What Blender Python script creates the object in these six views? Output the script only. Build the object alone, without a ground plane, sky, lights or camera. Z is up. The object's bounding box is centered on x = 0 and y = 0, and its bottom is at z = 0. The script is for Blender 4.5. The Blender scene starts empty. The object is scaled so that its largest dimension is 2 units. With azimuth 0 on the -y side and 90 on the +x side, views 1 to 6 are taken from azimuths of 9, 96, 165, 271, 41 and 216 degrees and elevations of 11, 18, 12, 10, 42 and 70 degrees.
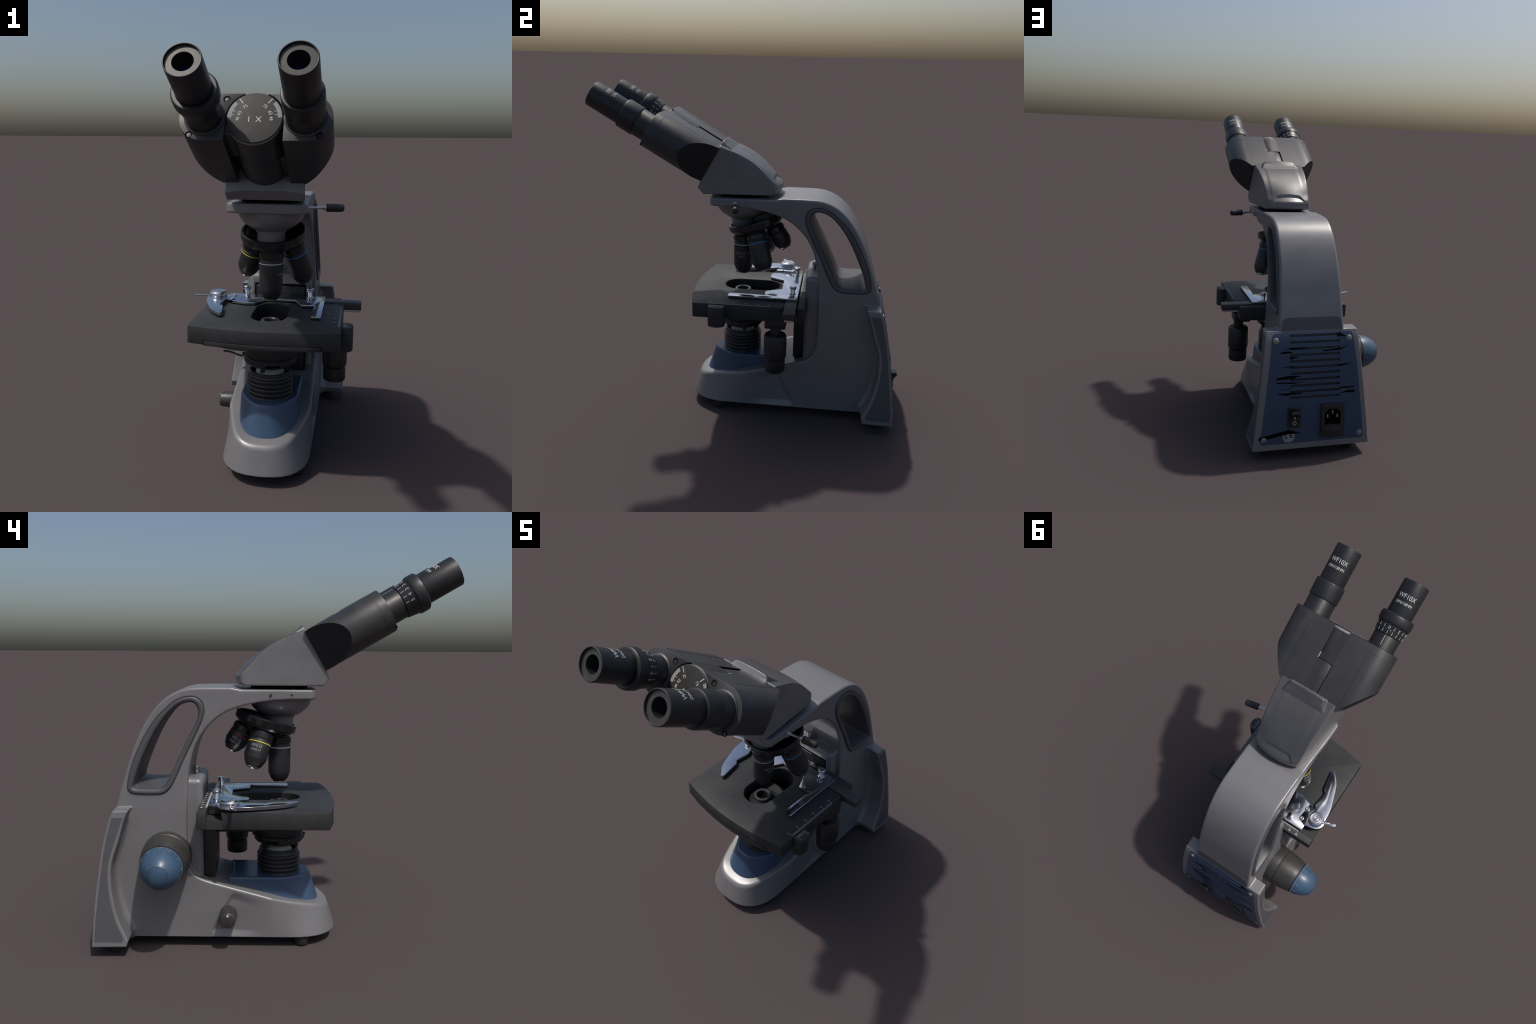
"""Binocular laboratory microscope, built part by part (metres, z up)."""
import bpy, bmesh, math
import numpy as np
from mathutils import Matrix, Vector

CX = 0.036                      # symmetry plane of the stand
PI = math.pi
scene_col = bpy.context.scene.collection

# ------------------------------------------------------------------ materials
def material(name, base, rough=0.5, metal=0.0, var=0.12, scale=9.0, speck=0.0, bump=0.0,
             coat=0.0, spec=0.5, rvar=0.1, edge=0.0, top=1.0):
    m = bpy.data.materials.new(name)
    m.use_nodes = True
    nt = m.node_tree
    N, L = nt.nodes, nt.links
    bsdf = N["Principled BSDF"]
    co = N.new("ShaderNodeTexCoord")
    mottle = N.new("ShaderNodeTexNoise")
    mottle.inputs["Scale"].default_value = scale
    mottle.inputs["Detail"].default_value = 5
    mottle.inputs["Roughness"].default_value = 0.62
    L.new(co.outputs["Object"], mottle.inputs["Vector"])
    ramp = N.new("ShaderNodeValToRGB")
    ramp.color_ramp.elements[0].position = 0.3
    ramp.color_ramp.elements[1].position = 0.72
    lo = [c * (1 - var) for c in base]
    hi = [c * (1 + var) for c in base]
    ramp.color_ramp.elements[0].color = (*lo, 1)
    ramp.color_ramp.elements[1].color = (*hi, 1)
    L.new(mottle.outputs["Fac"], ramp.inputs["Fac"])
    colour = ramp.outputs["Color"]
    if speck:
        grain = N.new("ShaderNodeTexNoise")
        grain.inputs["Scale"].default_value = 160
        grain.inputs["Detail"].default_value = 3
        L.new(co.outputs["Object"], grain.inputs["Vector"])
        mask = N.new("ShaderNodeValToRGB")
        mask.color_ramp.elements[0].position = 0.58
        mask.color_ramp.elements[1].position = 0.72
        L.new(grain.outputs["Fac"], mask.inputs["Fac"])
        mul = N.new("ShaderNodeMath"); mul.operation = 'MULTIPLY'
        mul.inputs[1].default_value = speck
        L.new(mask.outputs["Color"], mul.inputs[0])
        mix = N.new("ShaderNodeMix"); mix.data_type = 'RGBA'
        L.new(mul.outputs[0], mix.inputs[0])
        L.new(colour, mix.inputs[6])
        mix.inputs[7].default_value = (*[min(1, c * 2.4 + 0.01) for c in base], 1)
        colour = mix.outputs[2]
    if edge:
        # light wear where the surface is pointed
        geo = N.new("ShaderNodeNewGeometry")
        er = N.new("ShaderNodeValToRGB")
        er.color_ramp.elements[0].position = 0.52
        er.color_ramp.elements[1].position = 0.60
        L.new(geo.outputs["Pointiness"], er.inputs["Fac"])
        em = N.new("ShaderNodeMath"); em.operation = 'MULTIPLY'
        em.inputs[1].default_value = edge
        L.new(er.outputs["Color"], em.inputs[0])
        mix2 = N.new("ShaderNodeMix"); mix2.data_type = 'RGBA'
        L.new(em.outputs[0], mix2.inputs[0])
        L.new(colour, mix2.inputs[6])
        mix2.inputs[7].default_value = (*[min(1, c * 1.5 + 0.02) for c in base], 1)
        colour = mix2.outputs[2]
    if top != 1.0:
        # base colour scaled darker on upward normals, left lighter on front-facing ones
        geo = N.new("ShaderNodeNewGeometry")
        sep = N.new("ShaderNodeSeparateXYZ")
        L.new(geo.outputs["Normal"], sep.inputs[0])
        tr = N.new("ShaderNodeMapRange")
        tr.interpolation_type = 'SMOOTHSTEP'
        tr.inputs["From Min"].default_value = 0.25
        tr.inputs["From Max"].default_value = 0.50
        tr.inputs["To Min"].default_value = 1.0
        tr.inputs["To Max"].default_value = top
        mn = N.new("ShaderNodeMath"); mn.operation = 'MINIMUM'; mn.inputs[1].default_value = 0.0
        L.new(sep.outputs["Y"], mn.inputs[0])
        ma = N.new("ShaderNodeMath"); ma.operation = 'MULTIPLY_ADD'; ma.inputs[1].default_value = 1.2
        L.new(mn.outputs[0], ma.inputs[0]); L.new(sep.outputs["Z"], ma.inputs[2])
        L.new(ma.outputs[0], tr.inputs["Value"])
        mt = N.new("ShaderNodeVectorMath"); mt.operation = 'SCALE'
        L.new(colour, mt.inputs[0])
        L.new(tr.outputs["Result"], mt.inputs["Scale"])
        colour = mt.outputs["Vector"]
    L.new(colour, bsdf.inputs["Base Color"])
    rr = N.new("ShaderNodeMapRange")
    rr.inputs["To Min"].default_value = max(0.03, rough - rvar)
    rr.inputs["To Max"].default_value = min(1.0, rough + rvar)
    rn = N.new("ShaderNodeTexNoise")
    rn.inputs["Scale"].default_value = scale * 2.3
    rn.inputs["Detail"].default_value = 6
    L.new(co.outputs["Object"], rn.inputs["Vector"])
    L.new(rn.outputs["Fac"], rr.inputs["Value"])
    L.new(rr.outputs["Result"], bsdf.inputs["Roughness"])
    bsdf.inputs["Metallic"].default_value = metal
    bsdf.inputs["Specular IOR Level"].default_value = spec
    bsdf.inputs["Coat Weight"].default_value = coat
    bsdf.inputs["Coat Roughness"].default_value = 0.15
    if bump:
        bn = N.new("ShaderNodeTexNoise")
        bn.inputs["Scale"].default_value = 240
        bn.inputs["Detail"].default_value = 3
        L.new(co.outputs["Object"], bn.inputs["Vector"])
        bp = N.new("ShaderNodeBump")
        bp.inputs["Strength"].default_value = bump
        bp.inputs["Distance"].default_value = 0.002
        L.new(bn.outputs["Fac"], bp.inputs["Height"])
        L.new(bp.outputs["Normal"], bsdf.inputs["Normal"])
    return m

GREY = material("grey_enamel", (0.182, 0.180, 0.187), 0.40, metal=0.22, var=0.06, scale=5, rvar=0.07)
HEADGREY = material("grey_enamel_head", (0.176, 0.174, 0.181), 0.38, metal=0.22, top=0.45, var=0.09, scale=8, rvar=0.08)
FRAME = material("dark_grey_trim", (0.070, 0.070, 0.078), 0.45, var=0.06)
PATCH = material("dark_grey_paint", (0.075, 0.075, 0.084), 0.5, var=0.05)
BLUE = material("blue_enamel", (0.036, 0.070, 0.130), 0.38, var=0.10, scale=7, coat=0.1)
BLUEKNOB = material("blue_knob_enamel", (0.041, 0.080, 0.138), 0.38, var=0.16, scale=14, rvar=0.14)
PANEL = material("blue_sheet_metal", (0.028, 0.052, 0.100), 0.45, var=0.10, scale=6)
BLACK = material("black_satin", (0.016, 0.016, 0.018), 0.42, var=0.18, scale=14, bump=0.08)
BLOCKBLACK = material("black_crackle", (0.030, 0.030, 0.032), 0.46, var=0.16, scale=12, speck=0.12, bump=0.12)
KNOBBLACK = material("dark_grey_satin", (0.036, 0.0355, 0.034), 0.44, var=0.15, scale=16)
STAGE = material("black_stage_enamel", (0.028, 0.0293, 0.031), 0.58, var=0.2, scale=11, speck=0.3, bump=0.2, spec=0.3)
TURRET = material("black_gloss", (0.010, 0.010, 0.011), 0.25, var=0.2)
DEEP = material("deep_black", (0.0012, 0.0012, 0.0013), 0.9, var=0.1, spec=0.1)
FLAT = material("flat_black_face", (0.010, 0.010, 0.011), 0.6, var=0.1)
RUBBER = material("black_rubber", (0.018, 0.018, 0.018), 0.7, var=0.15)
CHROME = material("polished_steel", (0.62, 0.62, 0.64), 0.16, metal=1.0, var=0.05, rvar=0.06)
STEEL = material("brushed_steel", (0.52, 0.53, 0.56), 0.30, metal=1.0, var=0.06, rvar=0.08)
SCREW = material("dull_screw_steel", (0.27, 0.25, 0.24), 0.42, metal=0.7, var=0.15, scale=30)
POLISH = material("polished_plate", (0.53, 0.56, 0.63), 0.16, metal=1.0, var=0.04, rvar=0.05)
WHITE = material("white_print", (0.52, 0.52, 0.51), 0.6, var=0.08, scale=40)
DIMWHITE = material("worn_white_print", (0.26, 0.26, 0.275), 0.6, var=0.35, scale=60)
DIALGREY = material("dial_black", (0.030, 0.0295, 0.028), 0.52, var=0.15, scale=18, spec=0.3)
YELLOW = material("yellow_band", (0.62, 0.52, 0.05), 0.45)
LIGHTBLUE = material("blue_band", (0.02, 0.22, 0.42), 0.45)
RED = material("red_band", (0.22, 0.02, 0.035), 0.45)
PALE = material("pale_band", (0.55, 0.55, 0.58), 0.45)
LENS = material("frosted_lens", (0.46, 0.455, 0.38), 0.55, var=0.06, spec=0.2)
DARKLENS = material("dark_coated_lens", (0.006, 0.006, 0.04), 0.06, var=0.3, coat=0.6)

# ------------------------------------------------------------------ object helpers
WORLD = {}

def place(ob, parent=None, M=None):
    M = M or Matrix.Identity(4)
    scene_col.objects.link(ob)
    if parent is not None:
        ob.parent = parent
        ob.matrix_parent_inverse = WORLD[parent.name].inverted()
    ob.matrix_basis = M
    WORLD[ob.name] = M.copy()
    return ob

def mesh_object(name, bm_or_mesh, mats, parent, M=None, angle=35, flat=False):
    if isinstance(bm_or_mesh, bmesh.types.BMesh):
        me = bpy.data.meshes.new(name)
        bm_or_mesh.to_mesh(me)
        bm_or_mesh.free()
        if not flat:
            me.shade_smooth()
            me.set_sharp_from_angle(angle=math.radians(angle))
    else:
        me = bm_or_mesh
    for m in (mats if isinstance(mats, (list, tuple)) else [mats]):
        me.materials.append(m)
    return place(bpy.data.objects.new(name, me), parent, M)

def frame(origin, z, x=None):
    """Matrix whose local z runs along z, local x as near as can be to x."""
    z = Vector(z).normalized()
    x = Vector(x) if x is not None else (Vector((1, 0, 0)) if abs(z.x) < 0.9 else Vector((0, 1, 0)))
    y = z.cross(x).normalized()
    x = y.cross(z).normalized()
    M = Matrix((x, y, z)).transposed().to_4x4()
    M.translation = Vector(origin)
    return M

def smooth_path(pts, closed=False, n=6):
    """Catmull-Rom curve through points."""
    P = [np.array(p, float) for p in pts]
    out = []
    m = len(P)
    for i in range(m if closed else m - 1):
        p1, p2 = P[i], P[(i + 1) % m]
        p0 = P[i - 1] if (closed or i > 0) else 2 * p1 - p2
        p3 = P[(i + 2) % m] if (closed or i + 2 < m) else 2 * p2 - p1
        for k in range(n):
            t = k / n
            out.append(0.5 * (2 * p1 + (p2 - p0) * t + (2 * p0 - 5 * p1 + 4 * p2 - p3) * t * t
                              + (3 * p1 - p0 - 3 * p2 + p3) * t ** 3))
    if not closed:
        out.append(P[-1])
    return [tuple(p) for p in out]

def rounded(pts, r, n=5):
    """Closed polygon with filleted corners; r is one radius or one per corner."""
    out = []
    m = len(pts)
    for i in range(m):
        p = np.array(pts[i], float)
        a = np.array(pts[i - 1], float) - p
        b = np.array(pts[(i + 1) % m], float) - p
        ri = r[i] if isinstance(r, (list, tuple)) else r
        la, lb = np.linalg.norm(a), np.linalg.norm(b)
        if ri <= 0:
            out.append(tuple(p)); continue
        a, b = a / la, b / lb
        half = math.acos(max(-1, min(1, a @ b))) / 2
        d = min(ri / math.tan(half), la * 0.48, lb * 0.48)
        rr = d * math.tan(half)
        c = p + (a + b) / np.linalg.norm(a + b) * (rr / math.sin(half))
        s, e = p + a * d - c, p + b * d - c
        a0 = math.atan2(s[1], s[0]); a1 = math.atan2(e[1], e[0])
        da = (a1 - a0 + PI) % (2 * PI) - PI
        for k in range(n + 1):
            t = a0 + da * k / n
            out.append((c[0] + rr * math.cos(t), c[1] + rr * math.sin(t)))
    return out

def stadium(cx, y0, y1, r, n=16):
    pts = [(cx + r * math.cos(t), y1 + r * math.sin(t)) for t in np.linspace(0, PI, n)]
    return pts + [(cx + r * math.cos(t), y0 + r * math.sin(t)) for t in np.linspace(PI, 2 * PI, n)]

def prism_bm(outer, lo, hi, holes=(), bevel=0.0, seg=2, bevel_angle=30):
    """Polygon (x, y) extruded from z=lo to z=hi, holes cut, edges rounded."""
    bm = bmesh.new()
    rings = []
    for loop in (outer, *holes):
        vs = [bm.verts.new((p[0], p[1], lo)) for p in loop]
        rings.append([bm.edges.new((vs[i], vs[(i + 1) % len(vs)])) for i in range(len(vs))])
    if holes:
        bmesh.ops.triangle_fill(bm, use_beauty=True, use_dissolve=False, edges=bm.edges[:])
    else:
        bm.faces.new([e.verts[0] for e in rings[0]])
    res = bmesh.ops.extrude_face_region(bm, geom=bm.faces[:])
    bmesh.ops.translate(bm, verts=[v for v in res["geom"] if isinstance(v, bmesh.types.BMVert)], vec=(0, 0, hi - lo))
    bmesh.ops.recalc_face_normals(bm, faces=bm.faces[:])
    if bevel:
        soft_bevel(bm, bevel, seg, bevel_angle)
    return bm

def soft_bevel(bm, w, seg=2, ang=30):
    es = [e for e in bm.edges if len(e.link_faces) == 2 and e.calc_face_angle(0) > math.radians(ang)]
    bmesh.ops.bevel(bm, geom=es, offset=w, segments=seg, profile=0.5, affect='EDGES', clamp_overlap=True)

def prism(name, outer, lo, hi, mat, parent, M=None, holes=(), bevel=0.0, seg=2, angle=35):
    return mesh_object(name, prism_bm(outer, lo, hi, holes, bevel, seg), mat, parent, M, angle)

def box_bm(x0, x1, y0, y1, z0, z1, bevel=0.004, seg=2):
    return prism_bm([(x0, y0), (x1, y0), (x1, y1), (x0, y1)], z0, z1, bevel=bevel, seg=seg)

def box(name, x0, x1, y0, y1, z0, z1, mat, parent, bevel=0.004, M=None, seg=2):
    return mesh_object(name, box_bm(x0, x1, y0, y1, z0, z1, bevel, seg), mat, parent, M)

def lathe_bm(profile, seg=64, ripple=None):
    """Turn (radius, height) pairs round local z.  ripple(i, angle) scales the radius of ring i."""
    bm = bmesh.new()
    rings = []
    for i, (r, h) in enumerate(profile):
        if r <= 1e-6:
            rings.append([bm.verts.new((0, 0, h))])
        else:
            ring = []
            for k in range(seg):
                t = 2 * PI * k / seg
                rr = r * (ripple(i, k) if ripple else 1)
                ring.append(bm.verts.new((rr * math.cos(t), rr * math.sin(t), h)))
            rings.append(ring)
    for a, b in zip(rings, rings[1:]):
        if len(a) == 1 and len(b) == 1:
            continue
        for k in range(seg):
            k2 = (k + 1) % seg
            if len(a) == 1:
                bm.faces.new((a[0], b[k2], b[k]))
            elif len(b) == 1:
                bm.faces.new((a[k], a[k2], b[0]))
            else:
                bm.faces.new((a[k], a[k2], b[k2], b[k]))
    bmesh.ops.recalc_face_normals(bm, faces=bm.faces[:])
    return bm

def chamfered(profile, c=0.002):
    """Cut the corners of a lathe profile so edges catch light."""
    out = [profile[0]]
    for i in range(1, len(profile) - 1):
        p, a, b = (np.array(profile[j], float) for j in (i, i - 1, i + 1))
        la, lb = np.linalg.norm(a - p), np.linalg.norm(b - p)
        if la < 1e-6 or lb < 1e-6:
            out.append(profile[i]); continue
        ca, cb = (a - p) / la, (b - p) / lb
        if abs(ca @ cb) > 0.9:
            out.append(profile[i]); continue
        d = min(c, la * 0.35, lb * 0.35)
        p1, p2 = p + ca * d, p + cb * d
        mid = (p1 + p2) / 2 * 0.6 + p * 0.4
        out += [tuple(p1), tuple(mid), tuple(p2)]
    out.append(profile[-1])
    return out

def lathe(name, profile, mat, parent, M=None, seg=64, c=0.002, ripple=None, angle=35):
    if c and ripple is None:
        profile = chamfered(profile, c)
    return mesh_object(name, lathe_bm(profile, seg, ripple), mat, parent, M, angle)

def text_mesh(body, size, depth=0.0012):
    cu = bpy.data.curves.new("letters", 'FONT')
    cu.body = body
    cu.size = size
    cu.align_x = 'CENTER'
    cu.align_y = 'CENTER'
    cu.extrude = depth / 2
    cu.resolution_u = 3
    ob = bpy.data.objects.new("letters", cu)
    scene_col.objects.link(ob)
    dg = bpy.context.evaluated_depsgraph_get()
    me = bpy.data.meshes.new_from_object(ob.evaluated_get(dg))
    bpy.data.objects.remove(ob)
    bpy.data.curves.remove(cu)
    me.materials.clear()
    return me

def letters(name, body, size, mat, parent, M, warp=None, depth=0.0012, stretch=1.0):
    """Raised lettering; local x is the reading direction, y is up, z faces the reader."""
    me = text_mesh(body, size, depth)
    for v in me.vertices:
        v.co.x *= stretch
        if warp:
            v.co = warp(v.co)
    me.update()
    return mesh_object(name, me, mat, parent, M)

def wrap(radius, slope=0.0):
    """Bend flat lettering round a cylinder whose axis runs along local y, crest at z=0."""
    def f(co):
        r = radius + slope * co.y
        t = co.x / radius
        return Vector(((r + co.z) * math.sin(t), co.y, (r + co.z) * math.cos(t) - radius))
    return f

def group_boxes(name, boxes, mat, parent, M=None, warp=None):
    """Many small bars (x0, x1, y0, y1, z0, z1) joined as one printed scale."""
    bm = bmesh.new()
    for b in boxes:
        c = [(b[i], b[2 + j], b[4 + k]) for k in (0, 1) for j in (0, 1) for i in (0, 1)]
        v = [bm.verts.new(warp(Vector(p)) if warp else p) for p in c]
        for q in ((0, 2, 3, 1), (4, 5, 7, 6), (0, 1, 5, 4), (2, 6, 7, 3), (0, 4, 6, 2), (1, 3, 7, 5)):
            bm.faces.new([v[i] for i in q])
    bmesh.ops.recalc_face_normals(bm, faces=bm.faces[:])
    ob = mesh_object(name, bm, mat, parent, M, flat=True)
    ob["kind"] = "stuff"
    return ob

# ------------------------------------------------------------------ distance-field solids
def poly_field(poly):
    P = np.array(poly, float)
    A, B = P, np.roll(P, -1, axis=0)
    def f(u, v):
        u, v = np.broadcast_arrays(u, v)
        d2 = np.full(u.shape, 1e9)
        inside = np.zeros(u.shape, bool)
        for (ax, ay), (bx, by) in zip(A, B):
            ex, ey = bx - ax, by - ay
            L2 = ex * ex + ey * ey
            if L2 < 1e-14:
                continue
            wx, wy = u - ax, v - ay
            t = np.clip((wx * ex + wy * ey) / L2, 0, 1)
            d2 = np.minimum(d2, (wx - t * ex) ** 2 + (wy - t * ey) ** 2)
            cross = (ay <= v) != (by <= v)
            if cross.any():
                xi = ax + (v - ay) / (by - ay if by != ay else 1e-12) * ex
                inside ^= cross & (u < xi)
        d = np.sqrt(d2)
        return np.where(inside, -d, d)
    return f

def r_and(a, b, r):
    """Intersection with rounded edge."""
    return np.minimum(np.maximum(a + r, b + r), 0) + np.sqrt(np.maximum(a + r, 0) ** 2 + np.maximum(b + r, 0) ** 2) - r

def s_or(a, b, k):
    h = np.maximum(k - np.abs(a - b), 0) / k
    return np.minimum(a, b) - h * h * k * 0.25

def s_sub(a, b, k):
    """a without b, soft edge."""
    return -s_or(-a, b, k)

def ramp01(t):
    t = np.clip(t, 0, 1)
    return t * t * (3 - 2 * t)

def boxf(X, Y, Z, c, h, r=0.0):
    q = [np.abs(a - c0) - h0 + r for a, c0, h0 in zip((X, Y, Z), c, h)]
    out = np.sqrt(sum(np.maximum(a, 0) ** 2 for a in q))
    return out + np.minimum(np.maximum(np.maximum(q[0], q[1]), q[2]), 0) - r

def solid_mesh(name, f, lo, hi, h):
    """Surface nets over field f, vertices then pulled onto the exact zero level."""
    ax = [np.arange(l, u + h, h) for l, u in zip(lo, hi)]
    F = f(ax[0][:, None, None], ax[1][None, :, None], ax[2][None, None, :])
    S = F < 0
    n = F.shape
    cn = (n[0] - 1, n[1] - 1, n[2] - 1)
    cnt = np.zeros(cn, np.int16)
    acc = np.zeros(cn + (3,))
    corner = [(i, j, k) for i in (0, 1) for j in (0, 1) for k in (0, 1)]
    sl = lambda c: tuple(slice(c[d], c[d] + cn[d]) for d in range(3))
    for a in corner:
        for d in range(3):
            if a[d]:
                continue
            b = list(a); b[d] = 1
            fa, fb = F[sl(a)], F[sl(b)]
            m = (fa < 0) != (fb < 0)
            idx = np.nonzero(m)
            t = fa[idx] / (fa[idx] - fb[idx])
            p = np.tile(np.array(a, float), (len(t), 1))
            p[:, d] = t
            acc[idx] += p
            cnt[idx] += 1
    cells = np.nonzero(cnt)
    vid = -np.ones(cn, np.int64)
    vid[cells] = np.arange(len(cells[0]))
    V = acc[cells] / cnt[cells][:, None] + np.stack(cells, 1)
    V = V * h + np.array(lo)
    quads = []
    for d in range(3):
        e, g = (d + 1) % 3, (d + 2) % 3
        s0 = [slice(None)] * 3; s1 = [slice(None)] * 3
        s0[d] = slice(0, n[d] - 1); s1[d] = slice(1, n[d])
        a, b = S[tuple(s0)], S[tuple(s1)]
        idx = np.stack(np.nonzero(a != b), 1)
        ok = (idx[:, e] > 0) & (idx[:, g] > 0) & (idx[:, e] < cn[e]) & (idx[:, g] < cn[g])
        idx = idx[ok]
        up = a[tuple(idx.T)]
        q = []
        for de, dg in ((1, 1), (0, 1), (0, 0), (1, 0)):
            c = idx.copy(); c[:, e] -= de; c[:, g] -= dg
            q.append(vid[tuple(c.T)])
        q = np.stack(q, 1)
        q[~up] = q[~up][:, ::-1]
        quads.append(q)
    Q = np.concatenate(quads)
    fp = lambda p: f(p[:, 0], p[:, 1], p[:, 2])
    def grad(p, e=0.0008):
        return np.stack([(fp(p + e * np.eye(3)[i]) - fp(p - e * np.eye(3)[i])) / (2 * e) for i in range(3)], 1)
    for _ in range(2):
        g = grad(V)
        v = fp(V)
        step = v / np.maximum((g * g).sum(1), 0.2)
        step = np.clip(step, -h * 0.6, h * 0.6)
        V -= step[:, None] * g
    g = grad(V, 0.003)
    Nn = g / np.maximum(np.linalg.norm(g, axis=1), 1e-9)[:, None]
    me = bpy.data.meshes.new(name)
    me.from_pydata([], [], [])
    me.vertices.add(len(V)); me.vertices.foreach_set("co", V.ravel())
    me.loops.add(len(Q) * 4); me.loops.foreach_set("vertex_index", Q.ravel().astype(np.int32))
    me.polygons.add(len(Q))
    me.polygons.foreach_set("loop_start", np.arange(0, len(Q) * 4, 4, dtype=np.int32))
    me.update(calc_edges=True)
    me.validate()
    me.shade_smooth()
    me.normals_split_custom_set_from_vertices([tuple(x) for x in Nn])
    return me

# ================================================================== THE MICROSCOPE
root = bpy.data.objects.new("binocular_microscope", None)
place(root)
root["label"] = "grey and blue laboratory microscope with black binocular eyepieces and mechanical stage"
root["category"] = "microscope"

# ------------------------------------------------------------------ stand
def body_half(z):
    return np.interp(z, [0.0, 0.06, 0.75, 1.15, 1.30, 1.40], [0.224, 0.2235, 0.202, 0.184, 0.181, 0.181])

def flange_half(z):
    return 0.363 + (z - 0.066) * (0.285 - 0.363) / 0.684

back_curve = [(0.30, 1.3785), (0.40, 1.374), (0.47, 1.354), (0.535, 1.313), (0.595, 1.247), (0.648, 1.162),
              (0.694, 1.06), (0.737, 0.93), (0.765, 0.84), (0.787, 0.760)]
panel_curve = [(0.787, 0.760), (0.811, 0.70), (0.846, 0.555), (0.878, 0.33), (0.891, 0.20), (0.900, 0.06)]
def back_y(z):
    """y of the rear surface at height z."""
    c = smooth_path(back_curve[2:], n=6)[:-1] + smooth_path(panel_curve, n=6)
    ys, zs = zip(*c)
    return np.interp(z, zs[::-1], ys[::-1])

side_outline = ([(-0.243, 1.318), (-0.243, 1.366), (0.135, 1.366), (0.165, 1.372), (0.19, 1.3775)]
                + smooth_path(back_curve, n=10)
                + [(0.748, 0.742), (0.766, 0.70), (0.801, 0.555), (0.833, 0.33), (0.846, 0.20), (0.852, 0.058), (-0.48, 0.058), (-0.48, 0.120)]
                + smooth_path([(-0.40, 0.160), (-0.33, 0.193), (-0.27, 0.216), (-0.20, 0.233), (-0.09, 0.258), (0.03, 0.291), (0.20, 0.337), (0.33, 0.374),
                               (0.385, 0.405), (0.411, 0.45), (0.420, 0.52), (0.419, 0.70), (0.412, 0.90), (0.392, 1.02),
                               (0.360, 1.105), (0.302, 1.185), (0.225, 1.247), (0.125, 1.286), (0.0, 1.309), (-0.10, 1.317)], n=4))
f_side = poly_field(side_outline)

hole_outer = smooth_path([(0.725, 0.868), (0.711, 0.942), (0.675, 1.043), (0.613, 1.16), (0.545, 1.247), (0.462, 1.315),
                          (0.388, 1.331), (0.341, 1.308), (0.327, 1.26), (0.341, 1.203), (0.383, 1.112), (0.434, 1.008),
                          (0.478, 0.909), (0.510, 0.857), (0.555, 0.832), (0.681, 0.832), (0.715, 0.845)], closed=True, n=4)
hole_inner = smooth_path([(0.697, 0.876), (0.669, 0.959), (0.615, 1.083), (0.554, 1.190), (0.479, 1.276), (0.412, 1.306),
                          (0.370, 1.294), (0.355, 1.252), (0.368, 1.203), (0.433, 1.075), (0.494, 0.943), (0.520, 0.885),
                          (0.554, 0.859), (0.664, 0.857), (0.690, 0.862)], closed=True, n=4)
f_hole = poly_field(hole_outer)

def nose_plan(y0=-0.10, yf=-0.374, half=0.2235, p=2.5):
    ts = np.linspace(0, 1, 28)
    t = np.sin(ts * PI / 2)
    right = [(half * (1 - a ** p) ** (1 / p), y0 + (yf - y0) * a) for a in t]
    pts = right + [(-x, y) for x, y in right[::-1][1:]]
    return [(half, 1.2)] + pts + [(-half, 1.2)]
f_plan = poly_field(nose_plan())
f_arm_plan = poly_field(rounded([(-0.40, 1.3), (-0.40, 0.5), (-0.193, -0.243), (0.193, -0.243), (0.40, 0.5), (0.40, 1.3)],
                                [0, 0, 0.085, 0.085, 0, 0], n=10))
flange_outline = (smooth_path([(0.705, 0.762), (0.727, 0.715), (0.757, 0.607), (0.787, 0.515), (0.797, 0.44), (0.790, 0.335),
                               (0.762, 0.21), (0.711, 0.097)], n=5)
                  + [(0.7205, 0.064)] + smooth_path(panel_curve[::-1], n=5))
f_flange = poly_field(flange_outline)

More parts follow.
